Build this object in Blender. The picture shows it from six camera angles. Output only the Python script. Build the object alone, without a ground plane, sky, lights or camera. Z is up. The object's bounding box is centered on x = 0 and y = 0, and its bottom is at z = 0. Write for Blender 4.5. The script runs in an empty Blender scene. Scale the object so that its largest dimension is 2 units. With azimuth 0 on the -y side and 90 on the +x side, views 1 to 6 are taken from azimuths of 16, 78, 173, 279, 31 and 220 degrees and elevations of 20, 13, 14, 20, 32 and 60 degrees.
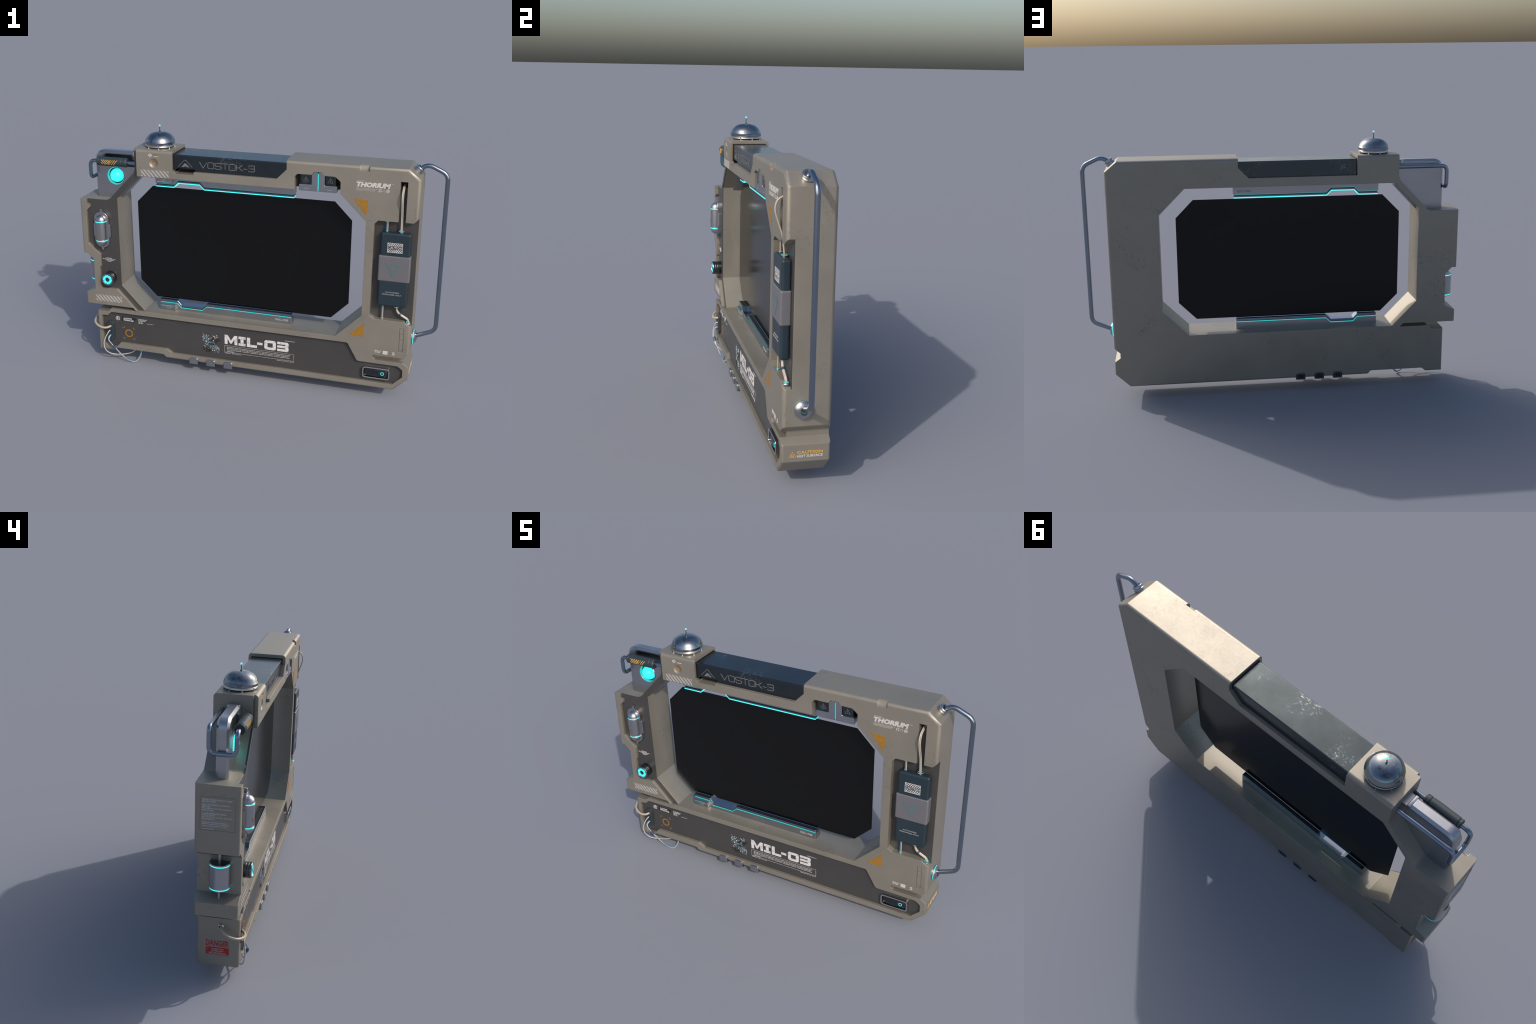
import bpy, bmesh, math, random
from mathutils import Vector, Matrix

# =====================================================================
#  Rugged science-fiction display terminal: a thick tan frame around a
#  dark screen, with handles, a cable-fed power cell, glowing details.
#  Frame of reference: x right, y depth (front is -y), z up, metres.
# =====================================================================
YF, YB = -0.0835, 0.1172          # front and back face of the frame
YR = -0.068                     # front of the recessed dark panels
YM = 0.016                      # middle of the frame's depth
TAU = math.tau

# ------------------------------------------------------------ materials
def nodes_of(name):
    m = bpy.data.materials.new(name)
    m.use_nodes = True
    nt = m.node_tree
    return m, nt, nt.nodes["Principled BSDF"]

def N(nt, kind, **inputs):
    n = nt.nodes.new(kind)
    for k, v in inputs.items():
        n.inputs[k.replace("_", " ")].default_value = v
    return n

def noise(nt, co, scale, detail=4.0, rough=0.6, off=(0, 0, 0), stretch=(1, 1, 1)):
    mp = nt.nodes.new("ShaderNodeMapping")
    mp.inputs["Location"].default_value = off
    mp.inputs["Scale"].default_value = stretch
    nt.links.new(co, mp.inputs["Vector"])
    n = N(nt, "ShaderNodeTexNoise", Scale=scale, Detail=detail, Roughness=rough)
    nt.links.new(mp.outputs["Vector"], n.inputs["Vector"])
    return n.outputs["Fac"]

def ramp(nt, fac, lo, hi, a=0.0, b=1.0):
    r = nt.nodes.new("ShaderNodeMapRange")
    r.inputs["From Min"].default_value = lo
    r.inputs["From Max"].default_value = hi
    r.inputs["To Min"].default_value = a
    r.inputs["To Max"].default_value = b
    nt.links.new(fac, r.inputs["Value"])
    return r.outputs["Result"]

def math_node(nt, op, a, b):
    n = nt.nodes.new("ShaderNodeMath")
    n.operation = op
    for i, v in enumerate((a, b)):
        if isinstance(v, (int, float)):
            n.inputs[i].default_value = v
        else:
            nt.links.new(v, n.inputs[i])
    return n.outputs[0]

def mix(nt, fac, a, b):
    n = nt.nodes.new("ShaderNodeMix")
    n.data_type = 'RGBA'
    for sock, v in ((n.inputs[0], fac), (n.inputs[6], a), (n.inputs[7], b)):
        if isinstance(v, tuple):
            sock.default_value = (*v, 1.0) if len(v) == 3 else v
        elif isinstance(v, (int, float)):
            sock.default_value = v
        else:
            nt.links.new(v, sock)
    return n.outputs[2]

def worn_material(name, base, rough, metal=0.0, smudge=None, smudge_amount=0.5,
                  scuff=None, scuff_amount=0.0, var=0.06, bevel=0.0, spec=0.5,
                  rough_var=0.06, bump=0.02, coat=0.0,
                  smudge_range=(0.55, 0.68), smudge_scale=(6.0, 62.0), scuff_scale=(7.0, 60.0), scuff_rough=0.0):
    """paint or metal with soft tone variation, clustered dark smudges and pale scuffs"""
    m, nt, p = nodes_of(name)
    co = nt.nodes.new("ShaderNodeTexCoord").outputs["Object"]
    big = noise(nt, co, 5.0, 3.0)
    dark = tuple(c * (1 - var) for c in base)
    light = tuple(min(1, c * (1 + var)) for c in base)
    col = mix(nt, ramp(nt, big, 0.35, 0.65), dark, light)
    fine = noise(nt, co, 90.0, 3.0, 0.7, (3, 1, 2))
    if smudge:
        cl = ramp(nt, noise(nt, co, smudge_scale[0], 2.0, 0.5, (7, 3, 5)), *smudge_range)
        sp = ramp(nt, noise(nt, co, smudge_scale[1], 6.0, 0.75, (1, 9, 4)), 0.51, 0.68)
        msk = math_node(nt, 'MULTIPLY', math_node(nt, 'MULTIPLY', cl, sp), smudge_amount)
        col = mix(nt, msk, col, smudge)
    if scuff:
        cl = ramp(nt, noise(nt, co, scuff_scale[0], 2.0, 0.5, (2, 8, 1)), 0.50, 0.62)
        sc = ramp(nt, noise(nt, co, scuff_scale[1], 6.0, 0.8, (5, 5, 9), (1, 1.6, 1)), 0.54, 0.68)
        msk = math_node(nt, 'MULTIPLY', math_node(nt, 'MULTIPLY', cl, sc), scuff_amount)
        col = mix(nt, msk, col, scuff)
    nt.links.new(col, p.inputs["Base Color"])
    r = math_node(nt, 'ADD', ramp(nt, big, 0.3, 0.7, -rough_var, rough_var),
                  ramp(nt, fine, 0.3, 0.7, rough - rough_var * .5, rough + rough_var * .5))
    if scuff_rough and scuff:
        r = math_node(nt, 'ADD', r, math_node(nt, 'MULTIPLY', msk, scuff_rough))
    nt.links.new(r, p.inputs["Roughness"])
    p.inputs["Metallic"].default_value = metal
    p.inputs["Specular IOR Level"].default_value = spec
    p.inputs["Coat Weight"].default_value = coat
    p.inputs["Coat Roughness"].default_value = 0.25
    nrm = None
    if bevel:
        b = nt.nodes.new("ShaderNodeBevel")
        b.samples = 4
        b.inputs["Radius"].default_value = bevel
        nrm = b.outputs["Normal"]
    if bump:
        bp = N(nt, "ShaderNodeBump", Strength=bump, Distance=0.004)
        nt.links.new(fine, bp.inputs["Height"])
        if nrm:
            nt.links.new(nrm, bp.inputs["Normal"])
        nrm = bp.outputs["Normal"]
    if nrm:
        nt.links.new(nrm, p.inputs["Normal"])
    return m

def flat_material(name, base, rough=0.5, metal=0.0, spec=0.5):
    m, nt, p = nodes_of(name)
    co = nt.nodes.new("ShaderNodeTexCoord").outputs["Object"]
    f = noise(nt, co, 40.0, 3.0)
    nt.links.new(mix(nt, f, tuple(c * .94 for c in base), tuple(min(1, c * 1.06) for c in base)),
                 p.inputs["Base Color"])
    p.inputs["Roughness"].default_value = rough
    p.inputs["Metallic"].default_value = metal
    p.inputs["Specular IOR Level"].default_value = spec
    return m

def print_material(name, ink, under, wear=0.5, scale=70.0, rough=0.45):
    """ink that is partly rubbed off so the surface below shows through"""
    m, nt, p = nodes_of(name)
    co = nt.nodes.new("ShaderNodeTexCoord").outputs["Object"]
    w = ramp(nt, noise(nt, co, scale, 6.0, 0.75, (4, 2, 7)), 0.48, 0.66, 0.0, wear)
    nt.links.new(mix(nt, w, ink, under), p.inputs["Base Color"])
    p.inputs["Roughness"].default_value = rough
    return m

def glow_material(name, colour, strength):
    m, nt, p = nodes_of(name)
    p.inputs["Base Color"].default_value = (*[c * 0.12 for c in colour], 1)
    p.inputs["Roughness"].default_value = 0.18
    p.inputs["Emission Color"].default_value = (*colour, 1)
    p.inputs["Emission Strength"].default_value = strength
    return m

TAN_C = (0.312, 0.287, 0.243)
DARK_C = (0.070, 0.068, 0.067)
M = {}
M['tan'] = worn_material("tan_paint", TAN_C, 0.475, 0.6, smudge=(0.10, 0.092, 0.085), smudge_amount=0.58,
                         bevel=0.0035, var=0.035, bump=0.03)
M['dark'] = worn_material("charcoal_paint", DARK_C, 0.38, 0.35, smudge=(0.05, 0.05, 0.05), smudge_amount=0.4,
                          bevel=0.002, var=0.04, bump=0.03)
M['bar'] = worn_material("blue_black_lacquer", (0.082, 0.098, 0.106), 0.22, 1.0, scuff=(0.62, 0.66, 0.68),
                         scuff_amount=0.55, rough_var=0.03, scuff_rough=0.12, bevel=0.004, var=0.05, bump=0.0)
M['metal'] = worn_material("brushed_grey_metal", (0.44, 0.445, 0.475), 0.33, 1.0, bevel=0.002, var=0.03, rough_var=0.02, bump=0.0)
M['steel'] = worn_material("polished_steel", (0.62, 0.61, 0.60), 0.20, 1.0, var=0.04, rough_var=0.02, bump=0.0)
M['collar'] = worn_material("satin_collar_steel", (0.46, 0.46, 0.48), 0.27, 1.0, var=0.03, rough_var=0.02, bump=0.0)
M['bluesteel'] = worn_material("blued_steel_tube", (0.27, 0.32, 0.39), 0.22, 1.0, var=0.04, rough_var=0.012, bump=0.0)
M['dome'] = worn_material("tarnished_chrome", (0.31, 0.34, 0.365), 0.09, 1.0, smudge=(0.05, 0.06, 0.075),
                          smudge_amount=0.9, smudge_range=(0.40, 0.55), scuff=(0.60, 0.62, 0.62), scuff_amount=0.8, var=0.2,
                          rough_var=0.05, bump=0.0, smudge_scale=(14.0, 24.0), scuff_scale=(12.0, 34.0), scuff_rough=0.25)
M['gun'] = worn_material("gunmetal", (0.13, 0.145, 0.16), 0.32, 1.0, var=0.12, bump=0.0, bevel=0.002)
M['navy'] = worn_material("navy_plastic", (0.014, 0.028, 0.040), 0.42, var=0.05, bump=0.02, bevel=0.002)
M['rubber'] = worn_material("slate_rubber", (0.024, 0.038, 0.048), 0.50, var=0.06, bump=0.03, bevel=0.002)
M['black'] = flat_material("black_recess", (0.012, 0.012, 0.013), 0.5)
M['grey_pl'] = flat_material("grey_satin_band", (0.127, 0.126, 0.142), 0.40)
M['cream'] = flat_material("cream_cable", (0.38, 0.33, 0.255), 0.32)
M['white_c'] = flat_material("white_cable", (0.44, 0.425, 0.405), 0.26)
M['blue_c'] = flat_material("blue_cable", (0.10, 0.22, 0.36), 0.30)
M['blue_band'] = flat_material("blue_tie", (0.02, 0.06, 0.14), 0.35)
M['glow'] = glow_material("cyan_glow", (0.06, 1.0, 1.0), 1.3)
M['lens'] = glow_material("cyan_lens", (0.035, 0.98, 0.98), 1.02)
M['glow_dim'] = glow_material("cyan_glow_soft", (0.04, 0.72, 0.70), 1.0)
M['glow_faint'] = glow_material("cyan_glow_faint", (0.03, 0.40, 0.38), 1.0)
M['glow_deep'] = glow_material("cyan_glow_deep", (0.006, 0.06, 0.055), 1.0)
M['ink_white'] = print_material("worn_white_ink", (0.66, 0.64, 0.64), DARK_C, 0.55)
M['ink_white_tan'] = print_material("worn_white_ink_on_tan", (0.54, 0.525, 0.515), TAN_C, 0.45)
M['ink_bright'] = print_material("notice_ink_lightened_for_shade", (0.80, 0.80, 0.82), TAN_C, 0.3)  # white ink lightened so the print reads on the unlit left side
M['ink_pale'] = print_material("pale_hatch_ink", (0.37, 0.355, 0.36), TAN_C, 0.55, 40)
M['ink_grey'] = print_material("faded_grey_ink", (0.15, 0.155, 0.165), (0.027, 0.034, 0.038), 0.5)
M['ink_orange'] = print_material("worn_orange_ink", (0.29, 0.135, 0.004), TAN_C, 0.3)
M['ink_orange_d'] = print_material("orange_ink_on_dark", (0.33, 0.155, 0.012), DARK_C, 0.4)
M['ink_gold'] = print_material("gold_ink", (0.60, 0.33, 0.03), TAN_C, 0.35)
M['ink_red'] = print_material("red_ink", (0.38, 0.010, 0.012), TAN_C, 0.35)
M['ink_redthin'] = print_material("dull_red_ink", (0.20, 0.07, 0.065), TAN_C, 0.6)
M['ink_black'] = print_material("black_ink", (0.012, 0.012, 0.012), DARK_C, 0.25)
M['ink_blue'] = print_material("blue_ink", (0.09, 0.24, 0.33), DARK_C, 0.5)
M['ink_teal'] = print_material("teal_ink", (0.088, 0.140, 0.152), (0.127, 0.126, 0.142), 0.25)
M['ink_dim'] = print_material("dim_engraving", (0.30, 0.30, 0.31), (0.44, 0.44, 0.49), 0.3)

# rim emission tinted darker to shade the ball; roughness raised to widen the sun glint
_nt = M['lens'].node_tree; _p = _nt.nodes["Principled BSDF"]
_lw = _nt.nodes.new("ShaderNodeLayerWeight"); _lw.inputs["Blend"].default_value = 0.4
_nt.links.new(mix(_nt, ramp(_nt, _lw.outputs["Facing"], 0.15, 0.95), (0.05, 1.0, 1.0), (0.012, 0.55, 0.58)), _p.inputs["Emission Color"])
_p.inputs["Roughness"].default_value = 0.30

# screen: near-black glass, a bit hazy in reflection
_m, _nt, _p = nodes_of("dark_screen_glass")
_co = _nt.nodes.new("ShaderNodeTexCoord").outputs["Object"]
_nt.links.new(mix(_nt, noise(_nt, _co, 3.0), (0.0028, 0.0029, 0.0032), (0.0036, 0.0037, 0.0042)), _p.inputs["Base Color"])
_p.inputs["Roughness"].default_value = 0.16
_p.inputs["Specular IOR Level"].default_value = 0.32
M['screen'] = _m

# -------------------------------------------------------------- objects
scene_coll = bpy.context.scene.collection
root = bpy.data.objects.new("display_terminal", None)
root.empty_display_size = 0.2
scene_coll.objects.link(root)
root["label"] = "rugged tan science fiction display frame with dark screen"
root["category"] = "display terminal"

def link(name, mesh, mat, parent=None, smooth=30.0):
    ob = bpy.data.objects.new(name, mesh)
    scene_coll.objects.link(ob)
    ob.parent = parent or root
    mats = mat if isinstance(mat, (list, tuple)) else [mat]
    if not mesh.materials:
        for k in mats:
            mesh.materials.append(M[k])
    if smooth:
        for p in mesh.polygons:
            p.use_smooth = True
        mesh.set_sharp_from_angle(angle=math.radians(smooth))
    return ob

def even_normals(ob):
    """large flat faces keep their own normal, fillets take up the turn"""
    md = ob.modifiers.new("even_normals", 'WEIGHTED_NORMAL')
    md.mode = 'FACE_AREA'
    md.weight = 100
    md.keep_sharp = True
    return ob

def to_mesh(bm, name="part"):
    me = bpy.data.meshes.new(name)
    bmesh.ops.recalc_face_normals(bm, faces=bm.faces)
    bm.to_mesh(me)
    bm.free()
    return me

def fillet(pts, radii, seg=5):
    """round the numbered corners of a closed outline"""
    out = []
    n = len(pts)
    for i, p in enumerate(pts):
        r = radii.get(i, 0)
        if not r:
            out.append(p)
            continue
        p = Vector(p); a = Vector(pts[i - 1]) - p; b = Vector(pts[(i + 1) % n]) - p
        ang = a.angle(b)
        d = min(r / math.tan(ang / 2), a.length * .49, b.length * .49)
        p0 = p + a.normalized() * d
        p1 = p + b.normalized() * d
        for k in range(seg + 1):
            t = k / seg
            q = p0 * (1 - t) ** 2 + p * 2 * t * (1 - t) + p1 * t * t
            out.append((q.x, q.y))
    return out

def plane_map(face):
    """(u, v, out) -> world, for a drawing on a face; out points away from the body"""
    kind, val = face
    return {
        'front': lambda u, v, w: (u, val - w, v),
        'back': lambda u, v, w: (u, val + w, v),
        'right': lambda u, v, w: (val + w, u, v),
        'left': lambda u, v, w: (val - w, u, v),
    }[kind]

def prism_bm(outer, d0, d1, holes=(), face=('front', 0.0)):
    """closed outline (with holes) drawn in u,v and extruded between depths d0 and d1"""
    bm = bmesh.new()
    f = plane_map(face)
    if not holes:
        lo = [bm.verts.new(f(u, v, d0)) for u, v in outer]
        hi = [bm.verts.new(f(u, v, d1)) for u, v in outer]
        bm.faces.new(lo); bm.faces.new(list(reversed(hi)))
        n = len(outer)
        for i in range(n):
            bm.faces.new((lo[i], lo[(i + 1) % n], hi[(i + 1) % n], hi[i]))
    else:
        edges = []
        for loop in [outer, *holes]:
            vs = [bm.verts.new(f(u, v, d0)) for u, v in loop]
            edges += [bm.edges.new((vs[i], vs[(i + 1) % len(vs)])) for i in range(len(vs))]
        bmesh.ops.triangle_fill(bm, use_beauty=True, use_dissolve=False, edges=edges)
        ret = bmesh.ops.extrude_face_region(bm, geom=bm.faces[:], use_keep_orig=True)
        vec = Vector(f(0, 0, d1)) - Vector(f(0, 0, d0))
        for v in [g for g in ret['geom'] if isinstance(g, bmesh.types.BMVert)]:
            v.co += vec
    bmesh.ops.recalc_face_normals(bm, faces=bm.faces)
    return bm

def bevel_bm(bm, off, seg=2, test=None):
    es = [e for e in bm.edges if len(e.link_faces) == 2 and e.calc_face_angle(0) > 0.5 and (test is None or test(e))]
    if es:
        bmesh.ops.bevel(bm, geom=es, offset=off, offset_type='OFFSET', segments=seg,
                        profile=0.5, affect='EDGES', clamp_overlap=True)

def prism(name, outer, y0, y1, mat, bevel=0.0, holes=(), parent=None, seg=2, test=None):
    bm = prism_bm(outer, -y1, -y0, holes)
    if bevel:
        bevel_bm(bm, bevel, seg, test)
        return even_normals(link(name, to_mesh(bm, name), mat, parent))
    return link(name, to_mesh(bm, name), mat, parent)

def box_bm(x0, x1, y0, y1, z0, z1, bevel=0.0, seg=2):
    bm = prism_bm([(x0, z0), (x1, z0), (x1, z1), (x0, z1)], -y1, -y0)
    if bevel:
        bevel_bm(bm, bevel, seg)
    return bm

def box(name, x0, x1, y0, y1, z0, z1, mat, bevel=0.0, parent=None, seg=2):
    ob = link(name, to_mesh(box_bm(x0, x1, y0, y1, z0, z1, bevel, seg), name), mat, parent)
    return even_normals(ob) if bevel else ob

def join(name, bms, mat, parent=None, smooth=30):
    """merge several bmeshes (each with its material index) into one object"""
    out = bmesh.new()
    for i, b in enumerate(bms):
        b, mi = b if isinstance(b, tuple) else (b, 0)
        for f in b.faces:
            f.material_index = mi
        me = bpy.data.meshes.new("tmp")
        b.to_mesh(me); b.free()
        out.from_mesh(me)
        bpy.data.meshes.remove(me)
    me = bpy.data.meshes.new(name)
    out.to_mesh(me); out.free()
    return link(name, me, mat, parent, smooth)

def lathe_bm(profile, origin, axis, seg=48):
    """turn (radius, height) profile about an axis through origin"""
    bm = bmesh.new()
    ax = Vector(axis).normalized()
    rot = Vector((0, 0, 1)).rotation_difference(ax).to_matrix()
    o = Vector(origin)
    rings = []
    for r, h in profile:
        if r < 1e-6:
            rings.append([bm.verts.new(o + rot @ Vector((0, 0, h)))])
        else:
            rings.append([bm.verts.new(o + rot @ Vector((r * math.cos(TAU * k / seg), r * math.sin(TAU * k / seg), h)))
                          for k in range(seg)])
    for a, b in zip(rings, rings[1:]):
        for k in range(seg):
            k2 = (k + 1) % seg
            if len(a) == 1 and len(b) == 1:
                continue
            if len(a) == 1:
                bm.faces.new((a[0], b[k], b[k2]))
            elif len(b) == 1:
                bm.faces.new((a[k], b[0], a[k2]))
            else:
                bm.faces.new((a[k], b[k], b[k2], a[k2]))
    bmesh.ops.recalc_face_normals(bm, faces=bm.faces)
    return bm

def lathe(name, profile, origin, axis, mat, seg=48, parent=None, smooth=35):
    return link(name, to_mesh(lathe_bm(profile, origin, axis, seg), name), mat, parent, smooth)

def round_path(pts, r, seg=7):
    pts = [Vector(p) for p in pts]
    out = [pts[0]]
    for a, p, b in zip(pts, pts[1:], pts[2:]):
        d = min(r, (a - p).length * .48, (b - p).length * .48)
        p0 = p + (a - p).normalized() * d
        p1 = p + (b - p).normalized() * d
        for k in range(seg + 1):
            t = k / seg
            out.append(p0 * (1 - t) ** 2 + p * 2 * t * (1 - t) + p1 * t * t)
    out.append(pts[-1])
    return out

def spline_path(pts, seg=10):
    """smooth curve through control points (Catmull-Rom)"""
    P = [Vector(p) for p in pts]
    P = [P[0] * 2 - P[1]] + P + [P[-1] * 2 - P[-2]]
    out = []
    for i in range(1, len(P) - 2):
        a, b, c, d = P[i - 1:i + 3]
        for k in range(seg):
            t = k / seg
            out.append(0.5 * ((2 * b) + (c - a) * t + (2 * a - 5 * b + 4 * c - d) * t * t
                              + (3 * b - a - 3 * c + d) * t ** 3))
    out.append(P[-2])
    return out

def tube_bm(path, r, seg=14):
    bm = bmesh.new()
    path = [Vector(p) for p in path]
    t = (path[1] - path[0]).normalized()
    up = Vector((0, 0, 1)) if abs(t.z) < .9 else Vector((0, 1, 0))
    nrm = (up - t * up.dot(t)).normalized()
    rings = []
    for i, p in enumerate(path):
        t2 = (path[min(i + 1, len(path) - 1)] - path[max(i - 1, 0)]).normalized()
        nrm = (t.rotation_difference(t2)) @ nrm
        t = t2
        nrm = (nrm - t * nrm.dot(t)).normalized()
        bi = t.cross(nrm)
        rings.append([bm.verts.new(p + (nrm * math.cos(TAU * k / seg) + bi * math.sin(TAU * k / seg)) * r)
                      for k in range(seg)])
    for a, b in zip(rings, rings[1:]):
        for k in range(seg):
            bm.faces.new((a[k], b[k], b[(k + 1) % seg], a[(k + 1) % seg]))
    bm.faces.new(rings[0]); bm.faces.new(list(reversed(rings[-1])))
    bmesh.ops.recalc_face_normals(bm, faces=bm.faces)
    return bm

def tube(name, path, r, mat, parent=None, seg=14):
    return link(name, to_mesh(tube_bm(path, r, seg), name), mat, parent, 50)

def carve(ob, cutters):
    """subtract closed bmeshes from an object"""
    tmp = []
    ob.modifiers.clear()
    for bm in cutters:
        me = to_mesh(bm, "cutter")
        c = bpy.data.objects.new("cutter", me)
        scene_coll.objects.link(c)
        md = ob.modifiers.new("cut", 'BOOLEAN')
        md.operation = 'DIFFERENCE'
        md.solver = 'EXACT'
        md.object = c
        tmp.append(c)
    bpy.context.view_layer.update()
    dg = bpy.context.evaluated_depsgraph_get()
    me = bpy.data.meshes.new_from_object(ob.evaluated_get(dg))
    ob.modifiers.clear()
    even_normals(ob)
    old = ob.data
    ob.data = me
    bpy.data.meshes.remove(old)
    for c in tmp:
        d = c.data
        bpy.data.objects.remove(c)
        bpy.data.meshes.remove(d)
    for p in me.polygons:
        p.use_smooth = True
    me.set_sharp_from_angle(angle=math.radians(30))

def P(outer, y0, y1):
    return prism_bm(outer, -y1, -y0)

# ================================================================ FRAME
outline = [
    (0.187, 1.2912), (0.806, 1.2912), (0.8692, 1.238), (0.8692, 0.292), (0.838, 0.264), (0.838, 0.236),
    (0.8692, 0.214), (0.8692, 0.143), (0.793, 0.0698), (-0.508, 0.0698), (-0.527, 0.091), (-0.818, 0.091),
    (-0.841, 0.0705), (-0.9323, 0.0705), (-0.9323, 0.318), (-0.866, 0.318), (-0.843, 0.339), (-0.686, 0.339),
    (-0.706, 0.358), (-0.9957, 0.358), (-0.9957, 0.423), (-0.936, 0.4510), (-0.934, 0.632), (-0.970, 0.667),
    (-0.9963, 0.667), (-0.9963, 0.986), (-0.829, 0.986), (-0.663, 1.161), (-0.663, 1.2912), (-0.439, 1.2912),
    (-0.439, 1.187), (0.133, 1.187), (0.187, 1.242)]
outline = fillet(outline, {26: 0.035, 27: 0.05})
opening = [(0.467, 1.141), (0.606, 1.002), (0.606, 0.484), (0.468, 0.346),
           (-0.642, 0.346), (-0.777, 0.485), (-0.777, 1.002), (-0.642, 1.141)]

bm = P(outline, YF, YB)
def cap_edge(e):
    a, b = e.verts
    return abs(a.co.y - b.co.y) < 1e-5
def on_run(e, pts, tol=2e-3):
    """cap edge lying on one of the straight pieces pts[i]-pts[i+1]"""
    if not cap_edge(e):
        return False
    mid = (e.verts[0].co + e.verts[1].co) / 2
    q = Vector((mid.x, mid.z))
    for a, b in zip(pts, pts[1:]):
        a, b = Vector(a), Vector(b)
        t = (q - a).dot(b - a) / (b - a).length_squared
        if 0 <= t <= 1 and (a + (b - a) * t - q).length < tol:
            return True
    return False
runs = [(0.017, [(0.187, 1.2912), (0.806, 1.2912), (0.8692, 1.238), (0.8692, 0.292)]),
        (0.017, [(-0.663, 1.2912), (-0.439, 1.2912)]),
        (0.010, [(0.8692, 0.214), (0.8692, 0.143), (0.793, 0.0698), (-0.508, 0.0698)]),
        (0.009, [(-0.841, 0.0705), (-0.9323, 0.0705), (-0.9323, 0.318)]),
        (0.010, [(-0.9957, 0.358), (-0.9957, 0.423)]),
        (0.010, [(-0.9963, 0.667), (-0.9963, 0.986)])]
for off, run in runs:
    es = [e for e in bm.edges if on_run(e, run)]
    bmesh.ops.bevel(bm, geom=es, offset=off, offset_type='OFFSET', segments=4, profile=0.5,
                    affect='EDGES', clamp_overlap=False)
frame = link("frame", to_mesh(bm, "frame"), ['tan'], smooth=0)

lower_recess = fillet([
    (-0.906, 0.291), (-0.869, 0.293), (-0.843, 0.316), (0.538, 0.317), (0.594, 0.217), (0.812, 0.215),
    (0.839, 0.195), (0.839, 0.153), (0.787, 0.103), (-0.474, 0.105), (-0.509, 0.127), (-0.796, 0.127),
    (-0.824, 0.096), (-0.876, 0.092), (-0.894, 0.112), (-0.906, 0.2)],
    {3: 0.012, 4: 0.016, 5: 0.02, 6: 0.01})
arm_recess_edge = [
    (-0.957, 1.02), (-0.957, 0.961), (-0.939, 0.957), (-0.939, 0.941), (-0.960, 0.920), (-0.961, 0.729),
    (-0.891, 0.664), (-0.891, 0.594), (-0.899, 0.590), (-0.898, 0.481), (-0.891, 0.465), (-0.799, 0.465)]
arm_cut = arm_recess_edge + [(-0.684, 0.344), (-0.642, 0.344), (-0.600, 0.36), (-0.70, 0.5), (-0.70, 1.0), (-0.645, 1.1),
                             (-0.645, 1.33), (-0.80, 1.33)]
cell_recess = [
    (0.648, 0.995), (0.667, 1.015), (0.768, 1.015), (0.768, 1.224), (0.804, 1.224), (0.804, 1.015),
    (0.845, 1.015), (0.869, 1.040), (0.90, 1.040), (0.90, 0.447), (0.867, 0.447), (0.826, 0.474),
    (0.674, 0.475), (0.648, 0.491)]
cell_recess = fillet(cell_recess, {11: 0.02, 12: 0.015})
card_recess = fillet([
    (0.230, 1.10), (0.230, 1.210), (0.246, 1.224), (0.317, 1.224), (0.331, 1.240), (0.369, 1.240), (0.383, 1.224),
    (0.440, 1.223), (0.468, 1.200), (0.468, 1.10)], {7: 0.015, 8: 0.012})
chute = fillet([(-0.432, 1.200), (-0.430, 1.180), (-0.420, 1.172), (-0.322, 1.172), (-0.318, 1.186), (-0.310, 1.192), (-0.310, 1.200)], {})
front_slot = fillet([(0.677, 0.264), (0.677, 0.250), (0.688, 0.237), (0.90, 0.237), (0.90, 0.264)], {0: 0.008, 1: 0.006})

def dish_cutter(x, z, r, R):
    """spherical cap that leaves a shallow round dish in the front face"""
    c = math.sqrt(R * R - r * r)
    a1 = math.asin(r / R)
    prof = [(0.0, R - c)] + [(R * math.sin(a1 * i / 10), R * math.cos(a1 * i / 10) - c) for i in range(1, 11)]
    prof += [(r * 1.06, -0.0015), (r * 1.06, -0.02), (0.0, -0.02)]
    return lathe_bm(prof, (x, YF, z), (0, 1, 0), 48)

notch_profile = [(-0.10, 1.262), (-0.083, 1.262), (-0.075, 1.265), (-0.067, 1.274), (-0.062, 1.284), (-0.060, 1.32), (-0.10, 1.32)]
nb = bmesh.new()
lo = [nb.verts.new((0.562, y, z)) for y, z in notch_profile]
hi = [nb.verts.new((0.612, y, z)) for y, z in notch_profile]
nb.faces.new(lo); nb.faces.new(list(reversed(hi)))
for i in range(len(lo)):
    j = (i + 1) % len(lo)
    nb.faces.new((lo[i], hi[i], hi[j], lo[j]))

carve(frame, [
    P(opening, -0.3, 0.3),
    P(lower_recess, -0.3, -0.064),
    P(arm_cut, -0.3, -0.064),
    P(cell_recess, -0.3, -0.047),
    box_bm(0.7685, 0.8035, -0.3, -0.005, 1.185, 1.2235),
    P(card_recess, -0.3, -0.020),
    P(chute, -0.3, 0.020),
    P(front_slot, -0.3, -0.055),
    dish_cutter(-0.544, 1.220, 0.0255, 0.040),
    box_bm(0.8105, 0.8335, -0.3, -0.079, 0.302, 0.437),
    nb,
    lathe_bm([(0, -0.01), (0.008, -0.01), (0.008, 0.03), (0, 0.03)], (-0.945, 0.004, 0.277), (1, 0, 0), 24),
])

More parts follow.
